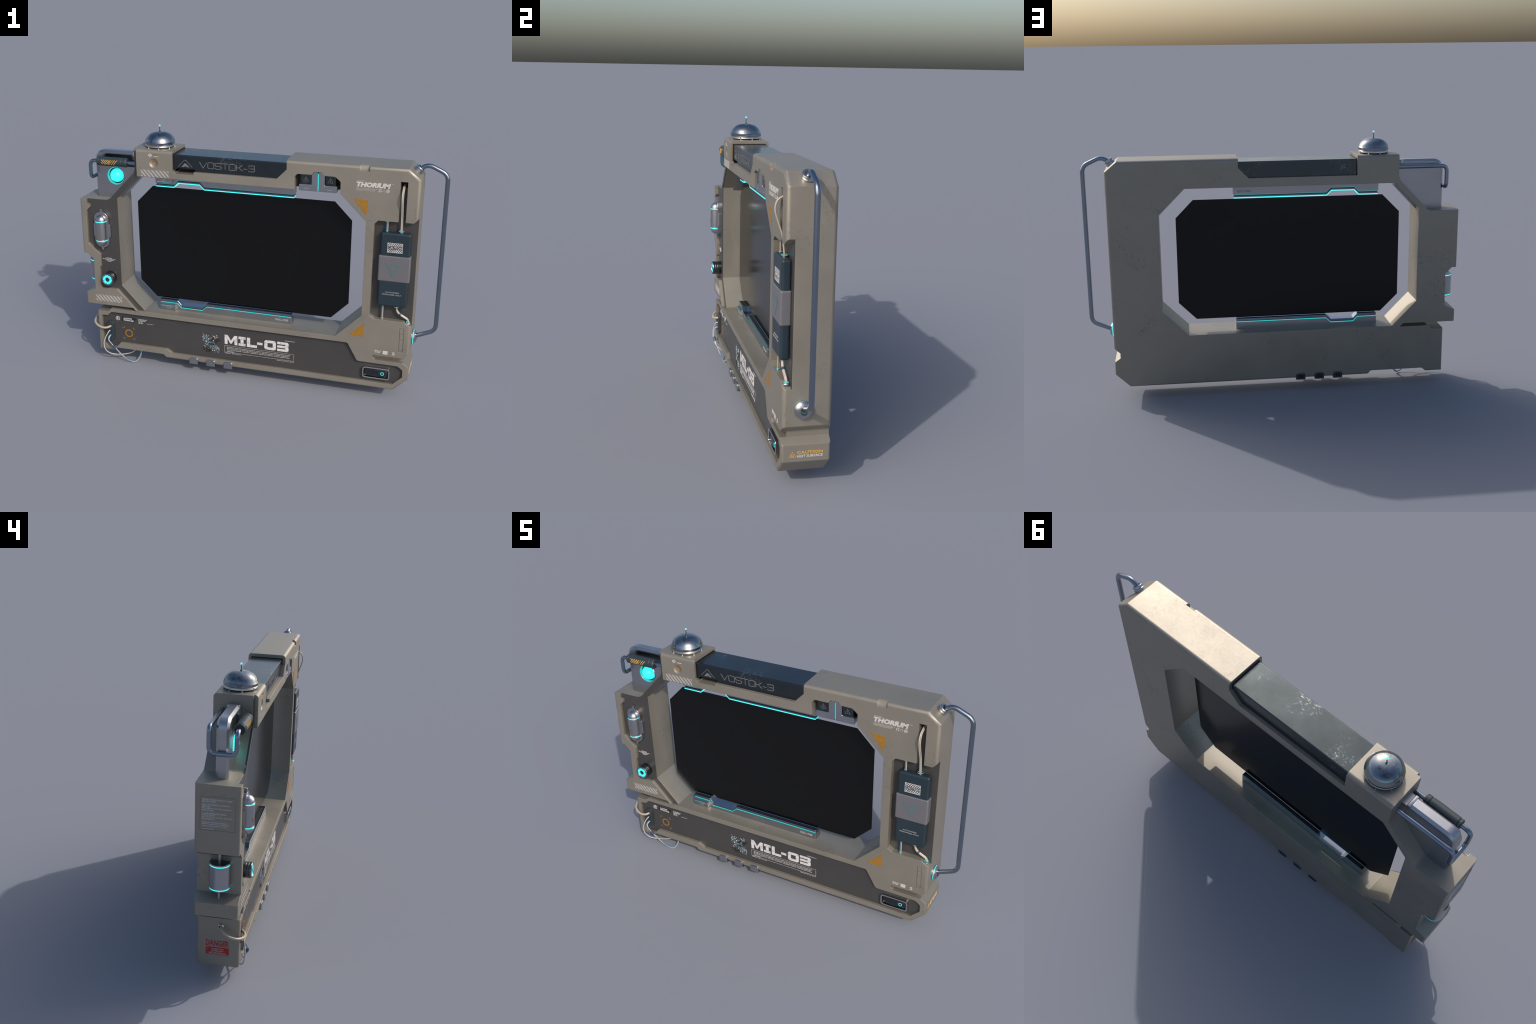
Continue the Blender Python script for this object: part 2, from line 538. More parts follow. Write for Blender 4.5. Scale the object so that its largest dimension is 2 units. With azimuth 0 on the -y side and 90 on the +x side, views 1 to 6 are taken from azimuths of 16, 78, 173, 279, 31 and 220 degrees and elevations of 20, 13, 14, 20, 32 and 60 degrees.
# dark inserts lying on the recess floors
prism("recess_panel", lower_recess, YR, -0.060, 'dark', parent=frame)
arm_panel = [(-0.957, 0.9855), (-0.957, 0.961)] + arm_recess_edge[2:] + [
    (-0.684, 0.3445), (-0.6425, 0.3445), (-0.7775, 0.485), (-0.7775, 1.002), (-0.6455, 1.138), (-0.6455, 1.276),
    (-0.6625, 1.276), (-0.6625, 1.176), (-0.6666, 1.1635), (-0.672, 1.152), (-0.810, 1.006), (-0.8185, 0.9985), (-0.829, 0.991), (-0.842, 0.9858), (-0.8555, 0.9855)]
arm_ob = prism("recess_panel", arm_panel, YR, -0.060, 'dark', parent=frame)
cell_panel = [(0.6485, 0.994), (0.667, 1.0145), (0.7685, 1.0145), (0.7685, 1.184), (0.8035, 1.184), (0.8035, 1.0145),
              (0.845, 1.0145), (0.8675, 1.038), (0.8675, 0.448), (0.826, 0.4745), (0.674, 0.4755), (0.6485, 0.492)]
prism("recess_panel", cell_panel, -0.051, -0.044, 'dark', parent=frame)
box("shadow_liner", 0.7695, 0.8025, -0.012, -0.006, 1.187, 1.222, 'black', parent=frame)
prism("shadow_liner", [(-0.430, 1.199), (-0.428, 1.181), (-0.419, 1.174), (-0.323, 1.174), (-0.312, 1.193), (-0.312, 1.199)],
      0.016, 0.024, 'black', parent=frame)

# four small tiles in the shallow engraved strip
for k in range(4):
    z1 = 0.4365 - k * 0.0338
    box("indicator_tile", 0.8115, 0.8325, -0.0822, -0.076, z1 - 0.0325, z1, 'tan', 0.0008, frame, 1)

# hollow behind the arm: ledge block between tower and arm is part of the outline

# ============================================================= TOP BAR
bar = link("top_bar", to_mesh(box_bm(-0.446, 0.196, -0.066, 0.101, 1.180, 1.272, 0.0045, 3), "top_bar"), 'bar')
carve(bar, [P([(-0.425, 1.150), (-0.425, 1.193), (-0.414, 1.199), (-0.318, 1.199), (-0.310, 1.193), (-0.310, 1.150)], -0.3, 0.018)])
box("dark_seam_strip", -0.4385, -0.4355, -0.070, 0.103, 1.1865, 1.2755, 'black', 0.001, bar)  # dark seam between bar and block, drawn as a black box
box("dark_seam_strip", 0.1845, 0.1865, -0.069, 0.102, 1.236, 1.2745, 'black', 0.001, bar)

# ================================================================ DOME
dx, dy = -0.544, 0.0175
dome_prof = [(0.0, 1.3722), (0.022, 1.3715), (0.034, 1.3692), (0.045, 1.3650), (0.056, 1.3590), (0.065, 1.3512), (0.072, 1.3425), (0.0765, 1.3335),
             (0.0795, 1.3235), (0.0806, 1.3220), (0.0800, 1.3203), (0.0810, 1.314), (0.0803, 1.3095), (0.0765, 1.3070), (0.0, 1.3070)]
dome = lathe("dome", dome_prof, (dx, dy, 0), (0, 0, 1), 'dome', 72)
lathe("base_ring", [(0.060, 1.3085), (0.0785, 1.3085), (0.0800, 1.3065), (0.0800, 1.3045), (0.0775, 1.3030), (0.0785, 1.3012),
                    (0.0785, 1.2975), (0.0765, 1.2965), (0.060, 1.2965), (0.060, 1.3085)], (dx, dy, 0), (0, 0, 1), 'steel', 72, dome)
bolt = None
for k in range(8):
    a = TAU * (k + 0.33) / 8
    if bolt is None:
        bolt = lathe("support_pin", [(0, 1.305), (0.0036, 1.305), (0.0036, 1.2925), (0.0055, 1.2925), (0.0055, 1.289), (0, 1.289)],
                     (0, 0, 0), (0, 0, 1), 'steel', 10, dome)
        pin = bolt
    else:
        pin = bolt.copy()
        scene_coll.objects.link(pin)
    pin.location = (dx + 0.0775 * math.cos(a), dy + 0.0775 * math.sin(a), 0)
lathe("antenna", [(0, 1.366), (0.0052, 1.3725), (0.0052, 1.3745), (0.0022, 1.3750), (0.0020, 1.4005), (0, 1.4005)],
      (dx, dy, 0), (0, 0, 1), 'gun', 14, dome)
bb = bmesh.new(); bmesh.ops.create_uvsphere(bb, u_segments=16, v_segments=10, radius=0.0047)
bmesh.ops.translate(bb, verts=bb.verts, vec=(dx, dy, 1.4035))
link("antenna_light", to_mesh(bb), 'glow', dome, 60)

# ============================================== TOWER WITH GLOWING LENS
tower_out = fillet([(-0.924, 0.972), (-0.790, 0.972), (-0.655, 1.115), (-0.655, 1.243), (-0.704, 1.243), (-0.704, 1.254), (-0.924, 1.254)],
                   {6: 0.062}, 8)
tower = prism("tower", tower_out, -0.011, 0.046, 'metal', 0.012, seg=1,
              test=lambda e: cap_edge(e) and ((e.verts[0].co + e.verts[1].co).z / 2 > 1.2 or (e.verts[0].co + e.verts[1].co).x / 2 < -0.92)
              and (e.verts[0].co + e.verts[1].co).z / 2 > 0.98 and (e.verts[0].co + e.verts[1].co).x / 2 < -0.71)
lens_c = (-0.803, 1.113)
carve(tower, [
    P(fillet([(-0.868, 1.236), (-0.868, 1.170), (-0.64, 1.170), (-0.64, 1.236)], {0: 0.02, 1: 0.02}), -0.2, 0.006),
    lathe_bm([(0, -0.05), (0.050, -0.05), (0.050, 0.032), (0, 0.032)], (lens_c[0], -0.026, lens_c[1]), (0, 1, 0), 64),
])
prism("shadow_liner", fillet([(-0.866, 1.234), (-0.866, 1.172), (-0.665, 1.172), (-0.665, 1.234)], {0: 0.02, 1: 0.02}),
      0.003, 0.009, 'gun', parent=tower)
LC = (lens_c[0], -0.011, lens_c[1])
lathe("lens_ring", [(0.0445, 0.016), (0.0530, 0.016), (0.0530, -0.0005), (0.0515, -0.0022), (0.0497, -0.0022), (0.0455, 0.004), (0.0445, 0.016)],
      LC, (0, 1, 0), 'steel', 64, tower)
lathe("lens_seat", [(0, 0.024), (0.0475, 0.024), (0.0475, 0.014), (0.038, 0.0175), (0, 0.0175)], LC, (0, 1, 0), 'black', 48, tower)
lathe("lens", [(0.0385 * math.sin(a), 0.0150 - 0.0385 * math.cos(a)) for a in [i * math.pi / 2 / 18 for i in range(19)]] + [(0.0385, 0.0180)],
      LC, (0, 1, 0), 'lens', 64, tower, 60)
join("clamp_band", [box_bm(-0.7045, -0.686, -0.0125, 0.0475, 1.210, 1.2535, 0.004)], ['metal'], tower)

# carrying handle around the tower
hz_f, hz_b = 1.2015, 1.2192
hpath = round_path([(-0.650, -0.0485, hz_f), (-0.935, -0.0485, hz_f), (-0.935, -0.0475, 1.1025), (-0.935, 0.073, 1.1025),
                    (-0.935, 0.073, hz_b), (-0.650, 0.073, hz_b)], 0.030)
carry = tube("carry_handle", hpath, 0.0105, 'bluesteel', seg=20)
R = 0.0255
grip_prof = [(0, -0.888), (0.0215, -0.888), (0.0245, -0.8855), (0.0245, -0.8775), (0.0225, -0.8755), (0.0225, -0.873), (R, -0.870),
             (R, -0.7415), (0.0228, -0.739), (0.0228, -0.7365), (R, -0.734), (R, -0.717), (0.022, -0.7125), (0.0, -0.7125)]
grip = lathe("grip", grip_prof, (0, -0.0485, hz_f), (1, 0, 0), 'rubber', 40, carry)

# ======================================================= LONG SIDE HANDLE
hy = 0.001
sidepath = round_path([(0.830, hy, 1.258), (0.885, hy, 1.303), (0.988, hy, 1.256), (0.988, hy, 0.412), (0.868, hy, 0.3605)], 0.034)
side = tube("side_handle", sidepath, 0.0115, 'bluesteel', seg=20)
nrm = Vector((0.052, 0, 0.062)).normalized()
mc = Vector((0.837, hy, 1.264))
lathe("mount_collar", [(0.0, -0.004), (0.025, -0.004), (0.025, 0.012), (0.022, 0.0145), (0.022, 0.0175), (0.0245, 0.0185), (0.0245, 0.025),
                       (0.0225, 0.0275), (0.0145, 0.0275), (0.0145, 0.020), (0.0, 0.020)], mc, nrm, 'collar', 40, side)
lc = Vector((0.866, hy, 0.3625))
lathe("mount_collar", [(0.0, 0.0), (0.0385, 0.0), (0.0385, 0.0100), (0.0350, 0.0101), (0.0350, 0.0131), (0.0385, 0.0132), (0.0345, 0.0185),
                       (0.0225, 0.0265), (0.0165, 0.0265), (0.0155, 0.018), (0, 0.018)], lc, (1, 0, 0), 'collar', 56, side)
lathe("glow_ring", [(0.0335, 0.0103), (0.0372, 0.0103), (0.0372, 0.0129), (0.0335, 0.0129), (0.0335, 0.0103)], lc, (1, 0, 0), 'glow', 56, side)
lathe("glow_ring", [(0.0118, 0.0175), (0.0157, 0.0175), (0.0157, 0.0185), (0.0118, 0.0185), (0.0118, 0.0175)], lc, (1, 0, 0), 'glow_deep', 40, side)

# =============================================================== SCREEN
screen = prism("screen", [(0.424, 1.065), (0.518, 0.969), (0.518, 0.501), (0.424, 0.406), (-0.597, 0.406), (-0.692, 0.501),
                          (-0.692, 0.969), (-0.597, 1.065)], 0.0171, 0.0191, 'screen', 0.0004, seg=1)

# ====================================================== SCREEN BRACKETS
def dip_path(z, drop, x0=-0.569, x1=0.211):
    """level line with the lowered piece left of the middle"""
    return [(x0, z), (-0.463, z), (-0.439, z - drop), (-0.314, z - drop), (-0.288, z), (x1, z)]

def bracket(flip):
    f = (lambda z: 1.474 - z) if flip else (lambda z: z)
    foot = 0.332 if flip else 0.3455
    def band(lo, hi, drop_lo=0.025, drop_hi=0.025, x0=-0.569, x1=0.211):
        a = dip_path(lo, drop_lo, x0, x1) if drop_lo is not None else [(x0, lo), (x1, lo)]
        b = dip_path(hi, drop_hi, x0, x1)
        pts = a + b[::-1]
        return [(x, f(z)) for x, z in pts]
    body = prism("screen_bracket", band(foot, 0.3836, None), -0.0072, 0.0432, 'metal')
    soft = 'glow_faint' if flip else 'glow_dim'
    for ya, yb in ((-0.0024, -0.0014), (0.0374, 0.0384)):
        prism("bracket_glow", band(0.3834, 0.3860, x0=-0.5645, x1=0.2065), ya, yb, soft, parent=body)
    core = prism("bracket_core", band(0.3830, 0.3925, x0=-0.5650, x1=0.2070), -0.0013, 0.0373, 'gun', parent=body)
    top = 0.4035 if not flip else 0.3985
    rail = prism("bracket_rail", band(0.3905, top, x0=-0.5685, x1=0.2105), -0.0072, 0.0432, 'bluesteel', 0.0012, parent=body, seg=1)
    if not flip:
        def slots():
            return [box_bm(a, b, y, y + 0.016, 0.3975, 0.45) for a, b in ((-0.565, -0.468), (-0.284, 0.207)) for y in (-0.0005, 0.0205)]
        for part in (rail,):
            carve(part, slots())
        for a, b in ((-0.5645, -0.4685), (-0.2835, 0.2065)):
            for y in (0.0, 0.021):
                box("shadow_liner", a, b, y, y + 0.015, 0.3970, 0.3988, 'black', parent=body)
    else:
        prism("bracket_glow", band(0.3984, 0.4028, x0=-0.567, x1=0.209), -0.0073, 0.0433, 'glow', parent=body)
    # latch block near the left end
    def B(x0, x1, y0, y1, z0, z1, mat, bev, nm):
        za, zb = sorted((f(z0), f(z1)))
        return box(nm, x0, x1, y0, y1, za, zb, mat, bev, body)
    B(-0.566, -0.472, -0.0200, -0.006, 0.3455, 0.3760, 'metal', 0.003, "latch_block")
    B(-0.556, -0.482, -0.0206, -0.015, 0.3700, 0.3725, 'glow_faint', 0, "latch_light")
    B(-0.527, -0.502, -0.0235, -0.015, 0.3520, 0.3690, 'steel', 0.0015, "latch_button")
    B(-0.475, -0.468, -0.0225, -0.006, 0.3480, 0.3740, 'steel', 0.0025, "latch_pin")
    return body
brk_low = bracket(False)
brk_top = bracket(True)

# ==================================================== PLUG-IN MODULES
mod_pts_l = fillet([(0.253, 1.138), (0.3492, 1.138), (0.3492, 1.239), (0.331, 1.239), (0.3175, 1.225), (0.3175, 1.172), (0.253, 1.172)],
                   {0: 0.005, 1: 0.004, 3: 0.006})
for sgn in (1, -1):
    flipx = (lambda x: x) if sgn > 0 else (lambda x: 0.7040 - x)
    pts = [(flipx(x), z) for x, z in mod_pts_l]
    if sgn < 0:
        pts.reverse()
    mod = prism("plug_module", pts, -0.0815, -0.030, 'metal', 0.003)
    a, b = sorted((flipx(0.259), flipx(0.3165)))
    box("module_core", a, b, -0.0785, -0.024, 1.168, 1.2235, 'bar', 0.004, mod)
    a, b = sorted((flipx(0.279), flipx(0.306)))
    box("bright_tick", a, b, -0.0832, -0.078, 1.1485, 1.1525, 'steel', 0.0012, mod)
    a, b = sorted((flipx(0.2535), flipx(0.266)))
box("module_light", 0.3494, 0.3546, -0.0725, -0.05, 1.1420, 1.2255, 'glow_dim')
prism("shadow_liner", [(0.232, 1.143), (0.232, 1.209), (0.247, 1.222), (0.44, 1.221), (0.466, 1.199), (0.466, 1.143)], -0.0225, -0.0195, 'black', parent=frame)

# ========================================================= POWER CELL
cell = box("power_cell", 0.685, 0.8385, -0.0905, -0.0505, 0.5555, 0.957, 'navy', 0.011, seg=4)
box("cell_band", 0.6795, 0.843, -0.0945, -0.049, 0.6945, 0.8365, 'grey_pl', 0.0085, cell, 4)

def plug(x, y, z, d, r, parent, long=0.010):
    """cable socket: steel cup with a cyan rim, opening along z in direction d"""
    lathe("cable_plug", [(0, -0.003), (r * .72, -0.003), (r * .72, long * .6), (r, long * .62), (r, long), (r * .8, long * 1.02), (r * .8, long * .8), (0, long * .8)],
          (x, y, z), (0, 0, d), 'steel', 28, parent)
    lathe("glow_ring", [(r * .8, long * .74), (r * 1.02, long * .74), (r * 1.02, long * .90), (r * .8, long * .90), (r * .8, long * .74)],
          (x, y, z), (0, 0, d), 'glow_dim', 28, parent)
yc = -0.0685
plug(0.7125, yc, 0.956, 1, 0.0075, cell, 0.007)
plug(0.785, yc, 0.956, 1, 0.0135, cell, 0.011)
plug(0.7125, yc, 1.0155, -1, 0.0085, cell, 0.007)
plug(0.785, yc, 0.5565, -1, 0.0105, cell, 0.008)
plug(0.7125, yc, 0.4745, 1, 0.0085, cell, 0.009)
for (za, zb) in ((0.958, 1.012), (0.478, 0.557)):
    tube("cable", [(0.7105, yc, za), (0.7105, yc, zb)], 0.0031, 'blue_c', cell, 10)
    tube("cable", [(0.7152, yc - 0.001, za), (0.7152, yc - 0.001, zb)], 0.0030, 'cream', cell, 10)
def cable_pair(pts, r, mats, sep, parent, seg=12):
    path = spline_path(pts, seg)
    for k, mt in enumerate(mats):
        o = Vector(sep) * (k - (len(mats) - 1) / 2)
        tube("cable", [p + o for p in path], r, mt, parent, 12)
cable_pair([(0.785, -0.020, 1.199), (0.785, -0.056, 1.1965), (0.785, -0.080, 1.189), (0.785, -0.099, 1.176), (0.785, -0.1075, 1.152), (0.785, -0.106, 1.126),
            (0.785, -0.092, 1.082), (0.785, -0.080, 1.046), (0.785, -0.073, 1.004), (0.785, yc, 0.960)], 0.0032, ('white_c', 'cream'), (0.0055, 0.0, 0), cell, 8)
cable_pair([(0.786, yc, 0.548), (0.787, yc, 0.533), (0.800, yc - .001, 0.515), (0.822, yc, 0.501), (0.843, yc + .001, 0.488),
            (0.850, -0.066, 0.474), (0.849, -0.064, 0.462)], 0.0039, ('cream', 'white_c'), (0.0, 0.0035, 0.0035), cell)
join("cable_tie", [tube_bm([(0.8015, yc, 0.5145), (0.809, yc, 0.5085)], 0.0085, 16)], ['blue_band'], cell)
eln = Vector((-0.02, -0.1, 1)).normalized()
lathe("cable_eyelet", [(0.0095, -0.004), (0.0145, -0.003), (0.0155, 0.001), (0.0140, 0.0045), (0.0105, 0.0055), (0.0095, 0.002), (0.0095, -0.004)],
      (0.848, -0.0655, 0.4655), eln, 'steel', 32, cell)
lathe("glow_ring", [(0.0075, 0.002), (0.0102, 0.002), (0.0102, 0.005), (0.0075, 0.005), (0.0075, 0.002)], (0.848, -0.0655, 0.4655), eln, 'glow_dim', 28, cell)

# ===================================================== CAPSULE ON ARM
cx, cy = -0.871, -0.0905
Rc = 0.0315
cap_prof = [(0, 0.7225)] + [(Rc * math.cos(a), 0.7540 + Rc * math.sin(a)) for a in [-(math.pi / 2) * (1 - i / 8) for i in range(1, 9)]]
cap_prof += [(Rc, 0.8700)] + [(Rc * math.cos(a), 0.8725 + Rc * 1.03 * math.sin(a)) for a in [(math.pi / 2) * i / 9 for i in range(1, 9)]] + [(0, 0.9052)]
capsule = lathe("capsule", cap_prof, (cx, cy, 0), (0, 0, 1), 'metal', 48)
for z in (0.7555, 0.8665):
    lathe("steel_ring", [(0.028, z + 0.0051), (Rc + .0012, z + 0.0051), (Rc + .0006, z + 0.0072), (0.028, z + 0.0072), (0.028, z + 0.0051)], (cx, cy, 0), (0, 0, 1), 'metal', 48, capsule)
    lathe("glow_ring", [(0.028, z + .0004), (Rc + .0002, z + .0004), (Rc + .0002, z + 0.0050), (0.028, z + 0.0050), (0.028, z + .0004)], (cx, cy, 0), (0, 0, 1), 'glow', 48, capsule)
    lathe("steel_ring", [(0.028, z - 0.0055), (Rc + .0008, z - 0.0055), (Rc + .0008, z - 0.001), (0.028, z - 0.001), (0.028, z - 0.0055)],
          (cx, cy, 0), (0, 0, 1), 'steel', 48, capsule)
def stadium(cx, z0, z1, r, n=12):
    return [(cx + r * math.cos(a), z1 + r * math.sin(a)) for a in [math.pi * i / n for i in range(n + 1)]] + \
           [(cx + r * math.cos(a), z0 + r * math.sin(a)) for a in [math.pi + math.pi * i / n for i in range(n + 1)]]
cradle = prism("cradle_plate", stadium(cx, 0.755, 0.878, 0.0435), -0.0890, -0.0660, 'metal', 0.0015, parent=capsule)
for (z0, z1) in ((0.914, 0.937), (0.697, 0.719)):
    box("cradle_tab", cx - 0.0075, cx + 0.0075, -0.0885, -0.0660, z0, z1, 'metal', 0.003, capsule)
for x0, x1 in ((cx - 0.0515, cx - 0.040), (cx + 0.040, cx + 0.0515)):
    box("cradle_tab", x0, x1, -0.0850, -0.0660, 0.774, 0.848, 'metal', 0.003, capsule)
link("label_patch", to_mesh(lathe_bm([(Rc + .0004, 0.786), (Rc + .0010, 0.786), (Rc + .0010, 0.806), (Rc + .0004, 0.806), (Rc + .0004, 0.786)], (0, 0, 0), (0, 0, 1), 48)), 'ink_orange_d', capsule)
lp = bpy.data.objects["label_patch"].data
bmx = bmesh.new(); bmx.from_mesh(lp)
kill = [f for f in bmx.faces if not (math.radians(238) < math.atan2(f.calc_center_median().y, f.calc_center_median().x) % TAU < math.radians(262))]
bmesh.ops.delete(bmx, geom=kill, context='FACES')
bmesh.ops.translate(bmx, verts=bmx.verts, vec=(cx, cy, 0)); bmx.to_mesh(lp); bmx.free()

# ==================================================== ROUND EMITTER
ec = (-0.841, 0, 0.530)
emit = lathe("emitter", [(0, -0.062), (0.034, -0.062), (0.0365, -0.066), (0.0365, -0.089), (0.0352, -0.090), (0.0352, -0.093), (0.0370, -0.0945), (0.0370, -0.1015),
                         (0.0358, -0.1025), (0.0358, -0.104), (0.0370, -0.105), (0.0370, -0.1135), (0.0345, -0.1165), (0.0300, -0.1175), (0.0285, -0.1150), (0, -0.1150)],
             ec, (0, 1, 0), 'gun', 56)
lathe("face_ring", [(0.0285, -0.1140), (0.0368, -0.1140), (0.0352, -0.1172), (0.0300, -0.1182), (0.0285, -0.1160), (0.0285, -0.1140)], ec, (0, 1, 0), 'bluesteel', 56, emit)
for k in range(6):
    a0, a1 = TAU * (k + 0.06) / 6 + .26, TAU * (k + 0.94) / 6 + .26
    n = 8
    arc = [(ec[0] + 0.0262 * math.cos(a0 + (a1 - a0) * i / n), ec[2] + 0.0262 * math.sin(a0 + (a1 - a0) * i / n)) for i in range(n + 1)]
    arc += [(ec[0] + 0.0135 * math.cos(a1 + (a0 - a1) * i / n), ec[2] + 0.0135 * math.sin(a1 + (a0 - a1) * i / n)) for i in range(n + 1)]
    prism("glow_segment", arc, -0.1162, -0.114, 'glow', parent=emit)
lathe("emitter_core", [(0, -0.1175), (0.0115, -0.1165), (0.0125, -0.1145), (0, -0.1145)], ec, (0, 1, 0), 'gun', 32, emit)

# ==================================================== SIDE CANISTER
kx, ky = -0.9520, 0.0105
can_r = 0.0479
g_ = can_r - 0.003
can = lathe("canister", [(0, 0.482), (can_r - .004, 0.482), (can_r, 0.485), (can_r, 0.4880), (g_, 0.4882), (g_, 0.4928), (can_r, 0.493),
                         (can_r, 0.6005), (g_, 0.6007), (g_, 0.6053), (can_r, 0.6055), (can_r, 0.6085), (can_r - .001, 0.611),
                         (can_r - .005, 0.611), (can_r - .0075, 0.6075), (0, 0.6075)], (kx, ky, 0), (0, 0, 1), 'metal', 56)
for z in (0.4880, 0.6005):
    lathe("glow_ring", [(g_ - .001, z + .0003), (g_ + .0013, z + .0003), (g_ + .0013, z + 0.0047), (g_ - .001, z + 0.0047), (g_ - .001, z + .0003)],
          (kx, ky, 0), (0, 0, 1), 'glow', 56, can)
lathe("canister_lid", [(0, 0.6075), (0.0400, 0.6075), (0.0410, 0.6095), (0, 0.6095)], (kx, ky, 0), (0, 0, 1), 'gun', 40, can)
tube("canister_rod", [(-0.962, ky, 0.60), (-0.962, ky, 0.672)], 0.0062, 'metal', can)
tube("canister_rod", [(-0.962, ky, 0.43), (-0.962, ky, 0.49)], 0.0062, 'metal', can)

# ===================================================== UNDER CLIPS
for x0 in (-0.3665, -0.2640, -0.1605):
    x1 = x0 + 0.0525
    shape = fillet([(x0, 0.0595), (x1, 0.0595), (x1, 0.0985), (x0, 0.0985)], {2: 0.014, 3: 0.014})
    clip = prism("spring_clip", shape, -0.0935, -0.0825, 'metal', 0.003)
    box("clip_strap", x0 + 0.001, x1 - 0.001, -0.0915, 0.1195, 0.0585, 0.0725, 'gun', 0.003, clip)
    back = prism("clip_pad", shape, 0.1135, 0.1215, 'gun', 0.0055, parent=clip, seg=3)
    prism("clip_hollow", fillet([(x0 + .012, 0.068), (x1 - .012, 0.068), (x1 - .012, 0.089), (x0 + .012, 0.089)], {0: .005, 1: .005, 2: .006, 3: .006}),
          0.1195, 0.1222, 'black', parent=clip)
    box("clip_mark", x0 + 0.022, x0 + 0.033, -0.0942, -0.092, 0.0715, 0.0740, 'steel', 0.0008, clip)

# ===================================================== ROCKER SWITCH
sw_out = fillet([(0.6250, 0.1245), (0.7735, 0.1245), (0.7735, 0.1905), (0.6250, 0.1905)], {0: .018, 1: .018, 2: .018, 3: .018})
sw_in = fillet([(0.6335, 0.1325), (0.7650, 0.1325), (0.7650, 0.1825), (0.6335, 0.1825)], {0: .010, 1: .010, 2: .010, 3: .010})
sw = prism("rocker_switch", sw_out, -0.0865, -0.064, 'steel', 0.0025, holes=[sw_in], test=lambda e: e.verts[0].co.y < -0.08 and e.verts[1].co.y < -0.08)
prism("switch_well", sw_in, -0.072, -0.064, 'black', parent=sw)
rk = bmesh.new()
sec = [(-0.066, 0.637), (-0.0785, 0.637), (-0.0845, 0.6915), (-0.0775, 0.7615), (-0.066, 0.7615)]
lo = [rk.verts.new((x, y, 0.1362)) for y, x in sec]; hi = [rk.verts.new((x, y, 0.1788)) for y, x in sec]
rk.faces.new(lo); rk.faces.new(list(reversed(hi)))
for i in range(len(sec)):
    j = (i + 1) % len(sec)
    rk.faces.new((lo[i], hi[i], hi[j], lo[j]))
bmesh.ops.recalc_face_normals(rk, faces=rk.faces)
bevel_bm(rk, 0.0022, 2)
link("rocker", to_mesh(rk), 'bar', sw)
hexr = [(0.7335 + 0.0105 * math.cos(TAU * (k + .5) / 6), 0.1565 + 0.0105 * math.sin(TAU * (k + .5) / 6)) for k in range(6)]
hexi = [(0.7335 + 0.0070 * math.cos(TAU * (k + .5) / 6), 0.1565 + 0.0070 * math.sin(TAU * (k + .5) / 6)) for k in range(6)]
hb = prism_bm(hexr, 0.0, 0.0012, [hexi])
for v in hb.verts:
    v.co.y += -0.0845 + (v.co.x - 0.6915) / (0.7615 - 0.6915) * 0.007 + 0.0004
link("power_mark", to_mesh(hb), 'glow_dim', sw)

# ================================================== CABLE PORT AND LEADS
port = prism("cable_port", stadium(-0.8615, 0.152, 0.228, 0.0255), -0.0775, -0.062, 'rubber', 0.003)
for z in (0.223, 0.195, 0.165):
    lathe("port_hole", [(0, -0.0795), (0.0088, -0.0795), (0.0088, -0.0765), (0, -0.0765)], (-0.860, 0, z), (0, 1, 0), 'black', 20, port)
tube("cable", spline_path([(-0.925, 0.004, 0.277), (-0.942, 0.001, 0.273), (-0.960, -0.014, 0.261), (-0.966, -0.040, 0.247), (-0.957, -0.072, 0.235),
                           (-0.930, -0.094, 0.226), (-0.897, -0.1015, 0.219), (-0.873, -0.096, 0.2195), (-0.860, -0.084, 0.2225), (-0.857, -0.070, 0.2235)], 8),
     0.0067, 'cream', port)
lathe("cable_eyelet", [(0.0075, -0.002), (0.0150, -0.002), (0.0150, 0.006), (0.0125, 0.0095), (0.0095, 0.010), (0.0075, 0.006), (0.0075, -0.002)],
      (-0.931, 0.004, 0.277), (-1, 0, 0), 'steel', 28, port)
tube("cable", spline_path([(-0.860, -0.072, 0.196), (-0.867, -0.090, 0.189), (-0.883, -0.100, 0.157), (-0.894, -0.104, 0.119), (-0.889, -0.098, 0.076),
                           (-0.866, -0.083, 0.048), (-0.829, -0.060, 0.035), (-0.780, -0.044, 0.038), (-0.738, -0.030, 0.055), (-0.715, -0.018, 0.098)], 10),
     0.0032, 'white_c', port)
bp = spline_path([(-0.860, -0.070, 0.166), (-0.861, -0.092, 0.168), (-0.8635, -0.1065, 0.149), (-0.841, -0.107, 0.119), (-0.817, -0.099, 0.086),
                  (-0.786, -0.083, 0.041), (-0.752, -0.073, 0.0130), (-0.722, -0.061, 0.0055), (-0.699, -0.052, 0.030), (-0.686, -0.050, 0.065), (-0.684, -0.046, 0.105)], 10)
tube("cable", bp, 0.0026, 'blue_c', port, 12)
tube("cable", [p + Vector((0.0032, 0.0012, -0.0026)) for p in bp], 0.0025, 'white_c', port, 12)
tie = [p + Vector((0.0016, 0.0006, -0.0013)) for p in bp[31:38]]
tube("cable_tie", tie, 0.0075, 'blue_band', port, 14)

# ============================================================ MARKINGS
INK = 0.0009       # ink stands this far off its surface
def ink(name, loops, face, mat, parent, d=INK):
    """flat printed shapes; loops = list of outlines or (outline, holes)"""
    bms = []
    for i, L in enumerate(loops):
        o, h = L if isinstance(L, tuple) and isinstance(L[1], list) and L[1] and isinstance(L[1][0], list) else (L, [])
        bms.append(prism_bm(o, -0.0006, d, h, face))
    ob = join(name, bms, [mat], parent, 0)
    return ob

